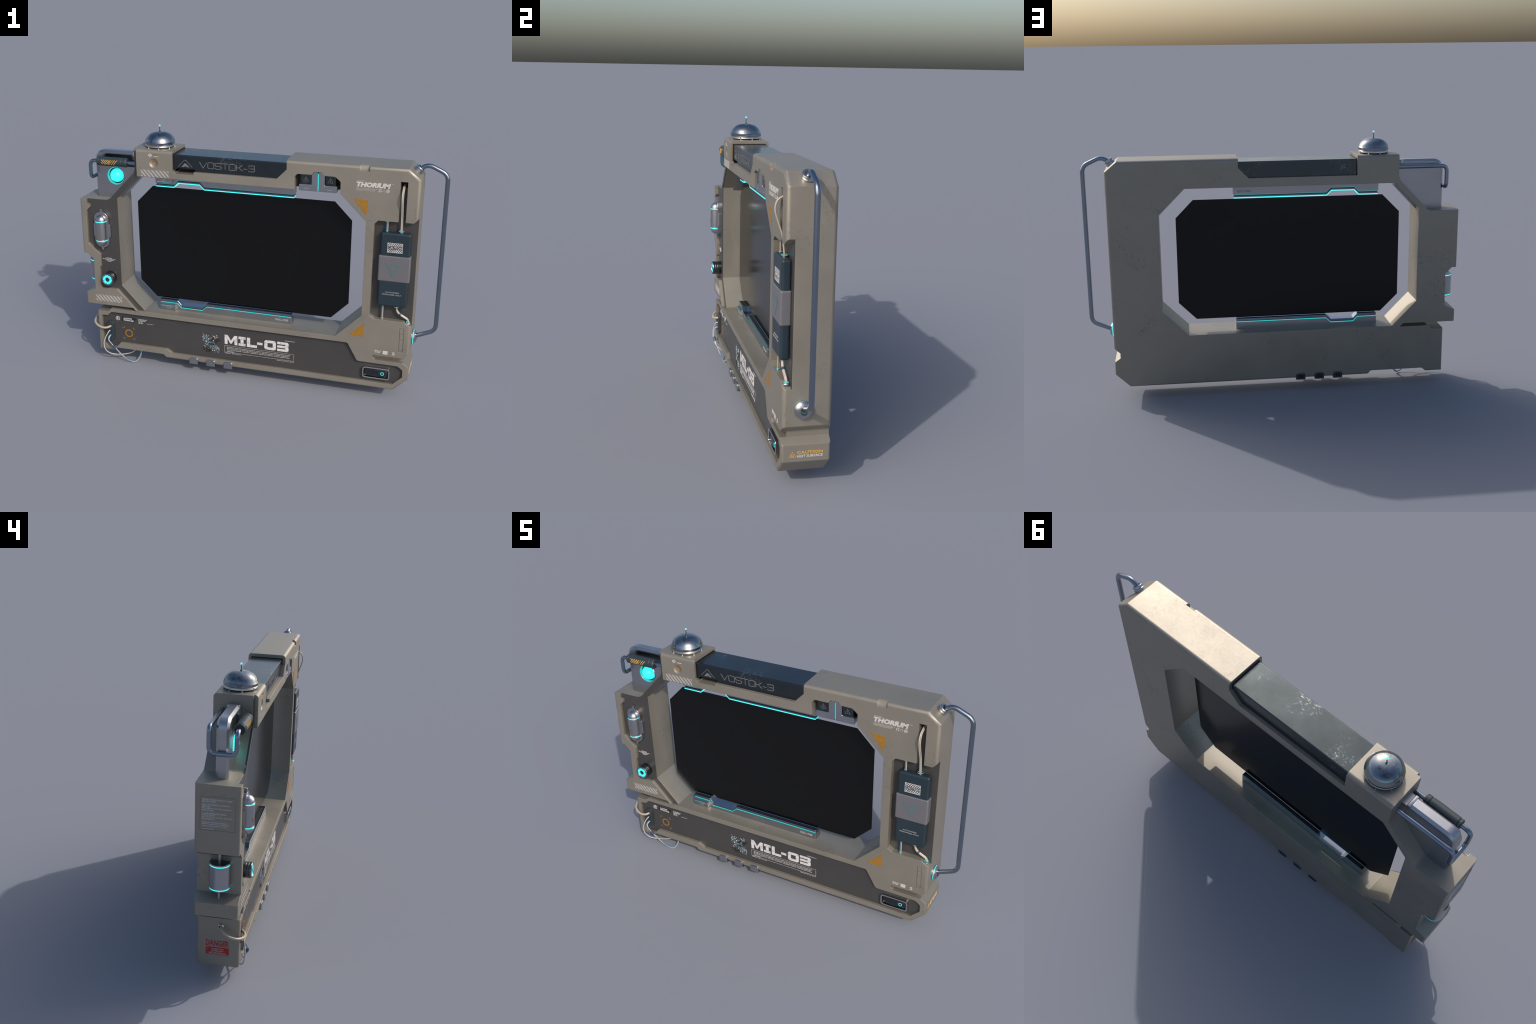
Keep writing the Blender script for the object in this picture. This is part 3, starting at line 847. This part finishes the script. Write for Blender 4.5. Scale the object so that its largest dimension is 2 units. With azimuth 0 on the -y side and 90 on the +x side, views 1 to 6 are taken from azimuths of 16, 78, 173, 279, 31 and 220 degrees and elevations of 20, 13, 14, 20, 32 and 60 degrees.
def ribbon(pts, w, closed=False):
    """outline(s) of a mitred stroke of width w along pts"""
    P_ = [Vector(p) for p in pts]
    n = len(P_)
    L, Rr = [], []
    for i in range(n):
        if closed:
            a, b = P_[i - 1], P_[(i + 1) % n]
        else:
            a = P_[i - 1] if i else None
            b = P_[i + 1] if i < n - 1 else None
        d0 = (P_[i] - a).normalized() if a is not None else (b - P_[i]).normalized()
        d1 = (b - P_[i]).normalized() if b is not None else d0
        n0 = Vector((-d0.y, d0.x)); n1 = Vector((-d1.y, d1.x))
        m = (n0 + n1)
        m = m / max(0.35, m.length_squared / 2) if m.length > 1e-6 else n0
        L.append(P_[i] + m * w / 2); Rr.append(P_[i] - m * w / 2)
    if closed:
        return ([tuple(v) for v in L], [[tuple(v) for v in Rr]])
    return [tuple(v) for v in L] + [tuple(v) for v in reversed(Rr)]

def strokes(name, lines, w, face, mat, parent):
    """each line is a polyline or ('c', polyline) when closed; crossing lines get a hair of height difference"""
    bms = []
    for i, ln in enumerate(lines):
        closed = ln[0] == 'c'
        r = ribbon(ln[1] if closed else ln, w, closed)
        d = INK + 0.00012 * (i % 4)
        if closed:
            o, h = r
            # keep the longer loop outside
            bms.append(prism_bm(*((o, -0.0006, d, h, face) if _area(o) > _area(h[0]) else (h[0], -0.0006, d, [o], face))))
        else:
            bms.append(prism_bm(r, -0.0006, d, [], face))
    return join(name, bms, [mat], parent, 0)

def _area(p):
    return abs(sum(a[0] * b[1] - b[0] * a[1] for a, b in zip(p, p[1:] + p[:1])))

def text(name, body, u0, u1, v0, v1, face, mat, parent, bold=0.0, shear=0.0, mirror=False, d=INK, align=None):
    """lettering in the built-in font stretched into the rectangle u0..u1, v0..v1"""
    cu = bpy.data.curves.new("lettering", 'FONT')
    cu.body = body
    cu.offset = bold
    cu.shear = shear
    cu.resolution_u = 2
    cu.extrude = 0.01
    if align:
        cu.align_x = align
    tmp = bpy.data.objects.new("lettering", cu)
    scene_coll.objects.link(tmp)
    bpy.context.view_layer.update()
    me = bpy.data.meshes.new_from_object(tmp.evaluated_get(bpy.context.evaluated_depsgraph_get()))
    bpy.data.objects.remove(tmp)
    bpy.data.curves.remove(cu)
    if not me.vertices:
        return None
    xs = [v.co.x for v in me.vertices]; ys = [v.co.y for v in me.vertices]
    ax, bx, ay, by = min(xs), max(xs), min(ys), max(ys)
    f = plane_map(face)
    for v in me.vertices:
        s = (v.co.x - ax) / (bx - ax)
        if mirror:
            s = 1 - s
        t = (v.co.y - ay) / (by - ay)
        v.co = Vector(f(u0 + s * (u1 - u0), v0 + t * (v1 - v0), d if v.co.z > 0 else -0.0006))
    ob = link(name, me, mat, parent, 0)
    return ob

FR, RE, BARF = ('front', YF), ('front', YR), ('front', -0.066)

# ---- name on the top bar: thin squared letters
def glyph_cells(x0, w, z0, h, lines):
    return [[(x0 + u * w, z0 + v * h) for u, v in (l[1] if l[0] == 'c' else l)] if l[0] != 'c'
            else ('c', [(x0 + u * w, z0 + v * h) for u, v in l[1]]) for l in lines]
k = 0.14
G = {
    'V': [[(0, 1), (0.5, 0), (1, 1)]],
    'O': [('c', [(k, 1), (1 - k, 1), (1, 1 - k), (1, k), (1 - k, 0), (k, 0), (0, k), (0, 1 - k)])],
    'S': [[(1, 0.82), (1 - k, 1), (k, 1), (0, 1 - k), (0, .5 + k), (k, .5), (1 - k, .5), (1, .5 - k), (1, k), (1 - k, 0), (k, 0), (0, 0.18)]],
    'T': [[(0, 1), (1, 1)], [(.5, 0.96), (.5, 0)]],
    'K': [[(0, 1), (0, 0)], [(0.04, .5), (.4, .5), (1, 1)], [(.42, .5), (1, 0)]],
    '-': [[(0, .38), (1, .38)]],
    '3': [[(0, .90), (.10, 1), (1 - k, 1), (1, 1 - k), (1, .62), (.88, .5), (1, .38), (1, k), (1 - k, 0), (.10, 0), (0, .10)], [(.36, .5), (.88, .5)]],
}
z0, h = 1.2105, 0.0315
lines = []
for ch, x0, w in (('V', -0.2905, 0.0415), ('O', -0.2435, 0.0335), ('S', -0.2035, 0.0340), ('T', -0.1655, 0.0345), ('O', -0.1265, 0.0340),
                  ('K', -0.0865, 0.0330), ('-', -0.0485, 0.0210), ('3', -0.0215, 0.0340)):
    lines += glyph_cells(x0, w, z0, h, G[ch])
strokes("lettering", lines, 0.0030, BARF, 'ink_grey', bar)
strokes("emblem", [[(-0.4095, 1.2085), (-0.3750, 1.2455), (-0.3665, 1.2455), (-0.3310, 1.2085)]], 0.0022, BARF, 'ink_grey', bar)
ink("emblem", [[(-0.392, 1.2085), (-0.374, 1.2285), (-0.368, 1.2285), (-0.346, 1.2085), (-0.362, 1.2085), (-0.369, 1.214), (-0.376, 1.2085)]], BARF, 'ink_grey', bar)

# ---- large model lettering on the lower panel: heavy block shapes
zb, zt = 0.2035, 0.2600
H = zt - zb
def blk(x0, x1, pts):
    return [(x0 + u * (x1 - x0), zb + v * H) for u, v in pts]
heavy = [
    blk(-0.160, -0.085, [(0, 0), (.23, 0), (.23, .62), (.44, .10), (.56, .10), (.77, .62), (.77, 0), (1, 0), (1, 1), (.77, 1), (.5, .46), (.23, 1), (0, 1)]),
    blk(-0.078, -0.037, [(0, 0), (1, 0), (1, .27), (.72, .27), (.72, .73), (1, .73), (1, 1), (0, 1), (0, .73), (.28, .73), (.28, .27), (0, .27)]),
    blk(-0.029, 0.0295, [(0, 0), (1, 0), (1, .27), (.32, .27), (.32, 1), (0, 1)]),
    blk(0.029, 0.0615, [(.05, .38), (1, .38), (1, .63), (.05, .63)]),
    (blk(0.0725, 0.1385, [(.12, 0), (.88, 0), (1, .14), (1, .86), (.88, 1), (.12, 1), (0, .86), (0, .14)]),
     [blk(0.0725, 0.1385, [(.27, .27), (.27, .73), (.73, .73), (.73, .27)])]),
    blk(0.1460, 0.2110, [(0, 0), (.9, 0), (1, .12), (1, .42), (.95, .5), (1, .58), (1, .88), (.9, 1), (0, 1), (0, .75), (.73, .75), (.73, .62), (0, .62),
                         (0, .38), (.73, .38), (.73, .25), (0, .25)]),
]
ink("lettering", heavy, RE, 'ink_white', frame)

# dotted box with small print
dots = []
def dash_line(a, b, n, w):
    a, b = Vector(a), Vector(b)
    for i in range(n):
        p, q = a.lerp(b, i / n), a.lerp(b, (i + 0.6) / n)
        dots.append(ribbon([tuple(p), tuple(q)], w))
dash_line((-0.160, 0.1935), (0.242, 0.1935), 70, 0.0013)
dash_line((-0.160, 0.1525), (0.242, 0.1525), 70, 0.0013)
dash_line((-0.160, 0.1530), (-0.160, 0.1930), 8, 0.0013)
dash_line((0.242, 0.1530), (0.242, 0.1930), 8, 0.0013)
ob = ink("small_print", dots, RE, 'ink_white', frame); ob["kind"] = "stuff"
fine_lines = ["Designed for connected personnel units in the field and remote stations only",
              "Routine without locking computers can be passed by service operator",
              "Use of the power network operation requires a permit of the second class",
              "instructions"]
for i, s in enumerate(fine_lines):
    z = 0.1848 - i * 0.0082
    text("small_print", s, -0.146, (0.222, 0.214, 0.218, -0.103)[i], z - 0.0045, z + 0.0018, RE, 'ink_white', frame)
text("small_print", "Minimum:  68 mm (3 in.)", -0.160, -0.064, 0.1435, 0.1490, RE, 'ink_white', frame)
text("small_print", "Maximum 70 mm (8 in.)", 0.146, 0.241, 0.1425, 0.1480, RE, 'ink_white', frame)
text("small_print", "EXTENSION-1", 0.192, 0.246, 0.2685, 0.2725, RE, 'ink_white', frame)

# splash of hexagons and streaks left of the lettering
rng = random.Random(11)
def hexagon(x, z, r):
    return [(x + r * math.cos(TAU * (j + .5) / 6), z + r * math.sin(TAU * (j + .5) / 6)) for j in range(6)]
groups = {'ink_white': [], 'ink_blue': [], 'ink_black': []}
taken = []
def put(kind, x, z, r, fn):
    for (a, b, c) in taken:
        if (a - x) ** 2 + (b - z) ** 2 < (c + r) ** 2 * 1.02:
            return
    taken.append((x, z, r)); groups[kind].append(fn(x, z, r))
hexring = lambda x, z, r: (hexagon(x, z, r), [hexagon(x, z, r * .62)])
for i in range(6):
    for j in range(5):
        put('ink_black', -0.2500 + i * 0.0108 + (j % 2) * 0.0054, 0.190 + j * 0.0094, 0.0052, hexring if rng.random() < .6 else hexagon) if rng.random() < .55 and abs(i - j) < 3 else None
for i in range(5):
    for j in range(3):
        if rng.random() < .7:
            put('ink_black', -0.288 + i * 0.0102 + (j % 2) * 0.005, 0.142 + j * 0.0088, 0.0050, hexring if rng.random() < .6 else hexagon)
for i in range(620):
    t = rng.random()
    x = -0.285 + 0.085 * t + rng.gauss(0, 0.010); z = 0.232 - 0.072 * t + rng.gauss(0, 0.012)
    if -0.293 < x < -0.193 and 0.138 < z < 0.250:
        put('ink_blue' if rng.random() < .52 else 'ink_white', x, z, rng.choice((0.0012, 0.0016, 0.0022, 0.003)), hexagon)
for i in range(16):
    x, z, l = -0.232 + rng.random() * 0.030, 0.222 + rng.random() * 0.026, 0.006 + rng.random() * .008
    put('ink_white', x, z, l * .5, lambda x, z, r: ribbon([(x - r, z + r * .55), (x + r * .2, z), (x + r, z - r * .3)], 0.0026))
for i in range(14):
    x, z = -0.285 + rng.random() * 0.05, 0.165 + rng.random() * 0.03
    put('ink_white', x, z, 0.0045, lambda x, z, r: ribbon([(x - r, z + r * .6), (x + r, z - r * .6)], 0.0022))
for kk, ls in groups.items():
    ob = ink("splash_graphic", ls, RE, kk, frame); ob["kind"] = "stuff"

# ---- left end of the lower panel
circ = lambda x, z, r, n=28: [(x + r * math.cos(TAU * j / n), z + r * math.sin(TAU * j / n)) for j in range(n)]
def arc_seg(x, z, r0, r1, a0, a1, n=6):
    return [(x + r1 * math.cos(a0 + (a1 - a0) * i / n), z + r1 * math.sin(a0 + (a1 - a0) * i / n)) for i in range(n + 1)] + \
           [(x + r0 * math.cos(a1 + (a0 - a1) * i / n), z + r0 * math.sin(a1 + (a0 - a1) * i / n)) for i in range(n + 1)]
ink("round_badge", [(circ(-0.8130, 0.2745, 0.0128), [circ(-0.8130, 0.2745, 0.0103)])], RE, 'ink_white', frame)
text("round_badge", "R", -0.8175, -0.8080, 0.2675, 0.2815, RE, 'ink_white', frame, bold=0.03)
ink("title_block", [[(-0.7885, 0.260), (-0.711, 0.260), (-0.6945, 0.288), (-0.7885, 0.288)]], RE, 'ink_black', frame)
text("lettering", "ACTIVE\nMODULE", -0.778, -0.7145, 0.2640, 0.2840, RE, 'ink_white', frame, bold=0.035, d=INK * 2)
text("small_print", "MILITARY SURPLUS UNIT\nMK. SEVEN MODULE\nDATA LINK\nSERIES THREE", -0.684, -0.631, 0.2575, 0.2855, RE, 'ink_white', frame)
text("small_print", "(Number: 00-11)", -0.629, -0.591, 0.2590, 0.2630, RE, 'ink_white', frame)
segs = [arc_seg(-0.7470, 0.1865, 0.0175, 0.0245, TAU * (j + .07) / 8, TAU * (j + .93) / 8) for j in range(8)]
ink("target_ring", segs, RE, 'ink_orange_d', frame)
cr = []
for sx, sz in ((-1, 1), (1, 1), (-1, -1), (1, -1)):
    ox, oz = -0.7475 + sx * 0.0285, 0.1865 + sz * 0.0315
    cr.append(ribbon([(ox, oz + sz * 0.010), (ox, oz), (ox + sx * 0.0125, oz)], 0.0024))
ink("target_mark", cr, RE, 'ink_orange_d', frame)
text("small_print", "FIVE TON SERIAL\nFULL AUTO-FOCUS  CAMERA UNIT 7\n0-1 TECHNICAL VISION\nPATENTED", -0.885, -0.806, 0.6220, 0.6450, RE, 'ink_white', arm_ob, align='CENTER')

# ---- hatch bars (slanted stripes)
def hatch(u0, u1, v0, v1, n, slant, duty, face, mat, parent, name="hatch_stripes"):
    """diagonal stripes clipped to a rectangle"""
    loops = []
    pitch = (u1 - u0) / n
    for i in range(-3, n + 3):
        a = u0 + i * pitch
        quad = [(a, v0), (a + pitch * duty, v0), (a + pitch * duty - slant, v1), (a - slant, v1)]
        for lim, sgn in ((u0, 1), (u1, -1)):
            out = []
            for (p, q) in zip(quad, quad[1:] + quad[:1]):
                ip, iq = (p[0] - lim) * sgn >= 0, (q[0] - lim) * sgn >= 0
                if ip:
                    out.append(p)
                if ip != iq:
                    t = (lim - p[0]) / (q[0] - p[0])
                    out.append((lim, p[1] + t * (q[1] - p[1])))
            quad = out
            if len(quad) < 3:
                break
        if len(quad) >= 3 and _area(quad) > 4e-6:
            loops.append(quad)
    return ink(name, loops, face, mat, parent)
hatch(-0.620, -0.460, 1.1440, 1.1820, 7, 0.034, 0.5, FR, 'ink_pale', frame)
hatch(-0.934, -0.773, 0.3800, 0.4180, 7, 0.034, 0.5, FR, 'ink_pale', frame)

# ---- badge on the dome block
ink("eye_badge", [([(-0.5745, 1.2625), (-0.569, 1.2565), (-0.5625, 1.2535), (-0.556, 1.2565), (-0.551, 1.2625), (-0.556, 1.2685), (-0.5625, 1.271), (-0.569, 1.2685)],
                   [circ(-0.5625, 1.2622, 0.0052, 16)]), circ(-0.5625, 1.2622, 0.0024, 12)], FR, 'ink_white_tan', frame)
text("small_print", "VISION", -0.5455, -0.5145, 1.2630, 1.2695, FR, 'ink_orange', frame, bold=0.02)
text("small_print", "TURRET", -0.5445, -0.5145, 1.2550, 1.2605, FR, 'ink_white_tan', frame, bold=0.02)
dish_y = YF + 0.0086
segs = [arc_seg(-0.5425, 1.2205, 0.0095, 0.0138, TAU * (j + .08) / 5 + .4, TAU * (j + .92) / 5 + .4) for j in range(5)]
dsh = ink("dish_mark", segs, ('front', 0), 'ink_orange', frame)
Rs, rs = 0.040, 0.0255
for v in dsh.data.vertices:
    r2 = (v.co.x + 0.544) ** 2 + (v.co.z - 1.220) ** 2
    v.co.y += YF + math.sqrt(Rs * Rs - r2) - math.sqrt(Rs * Rs - rs * rs) - 0.0004

# ---- maker's name on the right upper block
text("lettering", "THORIUM", 0.5485, 0.7205, 1.1830, 1.2095, FR, 'ink_white_tan', frame, bold=0.062, shear=0.2)
text("small_print", "METAL  DOMINION", 0.550, 0.592, 1.2125, 1.2155, FR, 'ink_white_tan', frame)
text("small_print", "TM", 0.7265, 0.7365, 1.2050, 1.2090, FR, 'ink_white_tan', frame)
text("small_print", "Keep out of reach of untrained personnel at all times of work\nService only by qualified staff, disconnect the cell before\nopening and wait until all charge has left the unit now", 0.549, 0.655, 1.1635, 1.1790, FR, 'ink_white_tan', frame)
arrows = [arc_seg(0.6685, 1.1705, 0.0046, 0.0080, TAU * (j + .08) / 3 + .5, TAU * (j + .80) / 3 + .5, 4) for j in range(3)]
ink("recycle_mark", arrows, FR, 'ink_white_tan', frame)
bio = [arc_seg(0.6875 + 0.0035 * math.cos(TAU * j / 3 + math.pi / 2), 1.1705 + 0.0035 * math.sin(TAU * j / 3 + math.pi / 2), 0.0022, 0.0034,
               TAU * j / 3 + math.pi / 2 - 1.9, TAU * j / 3 + math.pi / 2 + 1.9 - 0.9, 5) for j in range(3)]
ink("hazard_mark", bio, FR, 'ink_white_tan', frame)
rad = [(circ(0.7075, 1.1705, 0.0088, 20), [circ(0.7075, 1.1705, 0.0074, 20)]), circ(0.7075, 1.1705, 0.0012, 8)]
rad += [arc_seg(0.7075, 1.1705, 0.0020, 0.0064, TAU * j / 3 + math.pi / 6 + math.pi / 3 - .5, TAU * j / 3 + math.pi / 6 + math.pi / 3 + .5, 4) for j in range(3)]
ink("radiation_mark", rad, FR, 'ink_white_tan', frame)
# orange corner triangles
ink("corner_triangle", [[(0.5370, 1.1220), (0.6105, 1.1150), (0.6060, 1.0370)]], FR, 'ink_orange', frame)
ink("corner_triangle", [[(0.5460, 0.3660), (0.6225, 0.3645), (0.6225, 0.4420)]], FR, 'ink_orange', frame)
# small line above the slot
text("small_print", "SERIAL NO.\nKR1088B", 0.686, 0.724, 0.2810, 0.2960, FR, 'ink_white_tan', frame, bold=0.02)
ink("data_square", [[(0.729, 0.2775), (0.7545, 0.2760), (0.7565, 0.2960), (0.731, 0.2970)]], FR, 'ink_white_tan', frame)
text("lettering", "S", 0.7785, 0.7930, 0.2770, 0.2945, FR, 'ink_white_tan', frame, bold=0.01)

# ---- power cell prints
CF = ('front', -0.0905)
ink("warning_label", [([(0.7220, 0.8545), (0.7990, 0.8545), (0.7990, 0.9060), (0.7220, 0.9060)],
                       [[(0.7240, 0.8565), (0.7970, 0.8565), (0.7970, 0.9040), (0.7240, 0.9040)]])], CF, 'ink_white', cell)
hatch(0.7250, 0.7960, 0.8890, 0.9030, 7, -0.011, 0.5, CF, 'ink_white', cell)
hatch(0.7250, 0.7960, 0.8575, 0.8715, 7, -0.011, 0.5, CF, 'ink_white', cell)
text("lettering", "CAUTION", 0.7265, 0.7945, 0.8742, 0.8862, CF, 'ink_white', cell)
BF = ('front', -0.0945)
tri = [(0.7140, 0.7965), (0.8025, 0.7965), (0.7590, 0.7200)]
tri_i = [(0.7395, 0.7830), (0.7795, 0.7830), (0.7590, 0.7470)]
strokes("triangle_emblem", [('c', [(0.7255, 0.7895), (0.7925, 0.7895), (0.7590, 0.7320)])], 0.0135, BF, 'ink_teal', cell)
text("lettering", "AUTHORIZED", 0.7235, 0.7955, 0.6330, 0.6395, CF, 'ink_dim', cell, bold=0.01)
text("lettering", "PERSONNEL ONLY", 0.7090, 0.8085, 0.6205, 0.6270, CF, 'ink_dim', cell, bold=0.01)

# ---- warning triangles on the modules
for x in (0.2885, 0.4150):
    mf = ('front', -0.0785)
    strokes("warning_mark", [('c', [(x - 0.0135, 1.1885), (x + 0.0135, 1.1885), (x, 1.2120)]), [(x + .001, 1.205), (x - .0022, 1.198), (x + .0022, 1.1985), (x - .001, 1.192)]],
            0.0011, mf, 'ink_grey', bar)

# ---- brackets: name on the front of the lower one and (mirrored) at the back of the upper one
def refit(loops, u0, u1, v0, v1):
    """the heavy lettering shrunk into another rectangle"""
    g = lambda p: (u0 + (p[0] + 0.160) / 0.371 * (u1 - u0), v0 + (p[1] - zb) / H * (v1 - v0))
    return [([g(p) for p in L[0]], [[g(p) for p in h] for h in L[1]]) if isinstance(L, tuple) else [g(p) for p in L] for L in loops]
ink("lettering", refit(heavy, 0.117, 0.190, 0.3610, 0.3715), ('front', -0.0072), 'ink_dim', brk_low)
ink("lettering", refit(heavy, 0.117, 0.190, 1.1130, 1.1025), ('back', 0.0432), 'ink_dim', brk_top)

# ---- stripes on the grip
gs = []
def on_grip(pts, sub=6):
    """wrap a slanted stripe (x along the grip, s across it) around the grip"""
    b = bmesh.new()
    (x0, s0), (x1, s1), w = pts
    inner, outer = [], []
    for i in range(sub + 1):
        t = i / sub
        for wx, li in ((-w / 2, 0), (w / 2, 1)):
            x = x0 + (x1 - x0) * t + wx; s = s0 + (s1 - s0) * t
            for r, lst in ((R - .0006, inner), (R + .0008, outer)):
                a = s / R
                lst.append(b.verts.new((x, -0.0485 - r * math.cos(a), hz_f + r * math.sin(a))))
    for i in range(sub):
        j = 2 * i
        b.faces.new((outer[j], outer[j + 1], outer[j + 3], outer[j + 2]))
        b.faces.new((outer[j], outer[j + 2], inner[j + 2], inner[j]))
        b.faces.new((outer[j + 1], inner[j + 1], inner[j + 3], outer[j + 3]))
    b.faces.new((outer[0], inner[0], inner[1], outer[1])); b.faces.new((outer[-1], inner[-1], inner[-2], outer[-2]))
    bmesh.ops.recalc_face_normals(b, faces=b.faces)
    return b
for i in range(4):
    xa = -0.8560 + i * 0.0125
    top = 0.0135
    gs.append(on_grip(((xa, top), (xa + 0.022 - (0.010 if i == 3 else 0), -0.0125 if i < 3 else -0.002), 0.0050)))
gs.append(on_grip(((-0.8580, -0.001), (-0.850, -0.0125), 0.0045)))
for i in range(4):
    xa = -0.7640 - i * 0.0125
    gs.append(on_grip(((xa, 0.0135), (xa - 0.022 + (0.010 if i == 3 else 0), -0.0125 if i < 3 else -0.002), 0.0030 if i == 2 else 0.0046)))
join("grip_stripes", gs, ['ink_gold'], grip, 0)

# ---- dome chevrons
cv = []
for i, a in enumerate((-2.15, -2.02, -1.89)):
    b = bmesh.new()
    def pt(da, z, r):
        return (dx + r * math.cos(a + da), dy + r * math.sin(a + da), z)
    vs = [b.verts.new(pt(*p)) for p in ((-.03, 1.3175, .0812), (.01, 1.3175, .0812), (.04, 1.3135, .0816), (.01, 1.3095, .0808), (-.03, 1.3095, .0808), (.0, 1.3135, .0816))]
    b.faces.new(vs)
    cv.append(b)
join("dome_chevrons", cv, ['ink_orange_d'], dome, 0)

# ---- right side: hot surface warning
RS = ('right', 0.8692)
text("lettering", "CAUTION", -0.0200, 0.0855, 0.1755, 0.1880, RS, 'ink_gold', frame, bold=0.035)
text("lettering", "HOT SURFACE", -0.0195, 0.0855, 0.1605, 0.1715, RS, 'ink_white_tan', frame, bold=0.03)
strokes("warning_mark", [('c', [(-0.0495, 0.1635), (-0.0240, 0.1635), (-0.0370, 0.1855)]), [(-0.041, 0.168), (-0.040, 0.1725), (-0.041, 0.176)], [(-0.037, 0.168), (-0.036, 0.1725), (-0.037, 0.176)],
                         [(-0.033, 0.168), (-0.032, 0.1725), (-0.033, 0.176)], [(-0.043, 0.1665), (-0.031, 0.1665)]], 0.0016, RS, 'ink_gold', frame)

# ---- left side: danger sign and the long notice (u runs along +y, so text is mirrored)
LS = ('left', -0.9323)
text("lettering", "DANGER", -0.0355, 0.0725, 0.1705, 0.2015, LS, 'ink_red', frame, bold=0.028, mirror=True)
ink("danger_bar", [[(-0.0365, 0.1290), (0.0725, 0.1270), (0.0725, 0.1640), (-0.0365, 0.1650)]], LS, 'ink_red', frame)
for i, (s, hw) in enumerate((("TO PREVENT INJURY", 0.030), ("OR STRESS INJURY", 0.029), ("KEEP YOUR HANDS AWAY", 0.039))):
    z = 0.1515 - i * 0.0100
    text("small_print", s, 0.018 - hw, 0.018 + hw, z, z + 0.0068, LS, 'ink_white_tan', frame, bold=0.01, mirror=True, d=INK * 2)
text("small_print", "DO NOT REACH INTO THIS MACHINE WHILE RUNNING", -0.036, 0.071, 0.1195, 0.1235, LS, 'ink_pale', frame, mirror=True)
LA = ('left', -0.9963)
strokes("notice_frame", [('c', [(-0.0610, 0.7775), (0.0925, 0.7775), (0.0905, 0.9310), (-0.0610, 0.9310)])], 0.0006, LA, 'ink_redthin', arm_ob)
notice = [("THIS SERIES OF DIGITAL UNITS IS FOR LICENSED", 0.131), ("OPERATORS OF THE FLEET", 0.060), None,
          ("THE CLASS B DIGITAL APPARATUS", 0.122), ("MEETS ALL", 0.038), ("REQUIREMENTS OF THE US MILITARY", 0.130), ("REGULATIONS", 0.051), None,
          ("LA CLASE B APPARATO DIGITAL", 0.106), ("CUMPLE TODOS", 0.057), ("REQUISITOS DE LOS EE.UU. MILITARES", 0.134), ("REGLAMENTOS", 0.055), None,
          ("Tsifrovoe ustroistvo klassa B", 0.110), ("udovletvoryaet vsem trebovaniyam", 0.120), ("voennykh pravil armii", 0.110), None, ("support at the base office", 0.052)]
z = 0.9205
for item in notice:
    if item is None:
        z -= 0.0055
        continue
    s, w = item
    text("small_print", s, 0.0855 - w, 0.0855, z - 0.0062, z, LA, 'ink_bright', arm_ob, mirror=True)
    z -= 0.0087
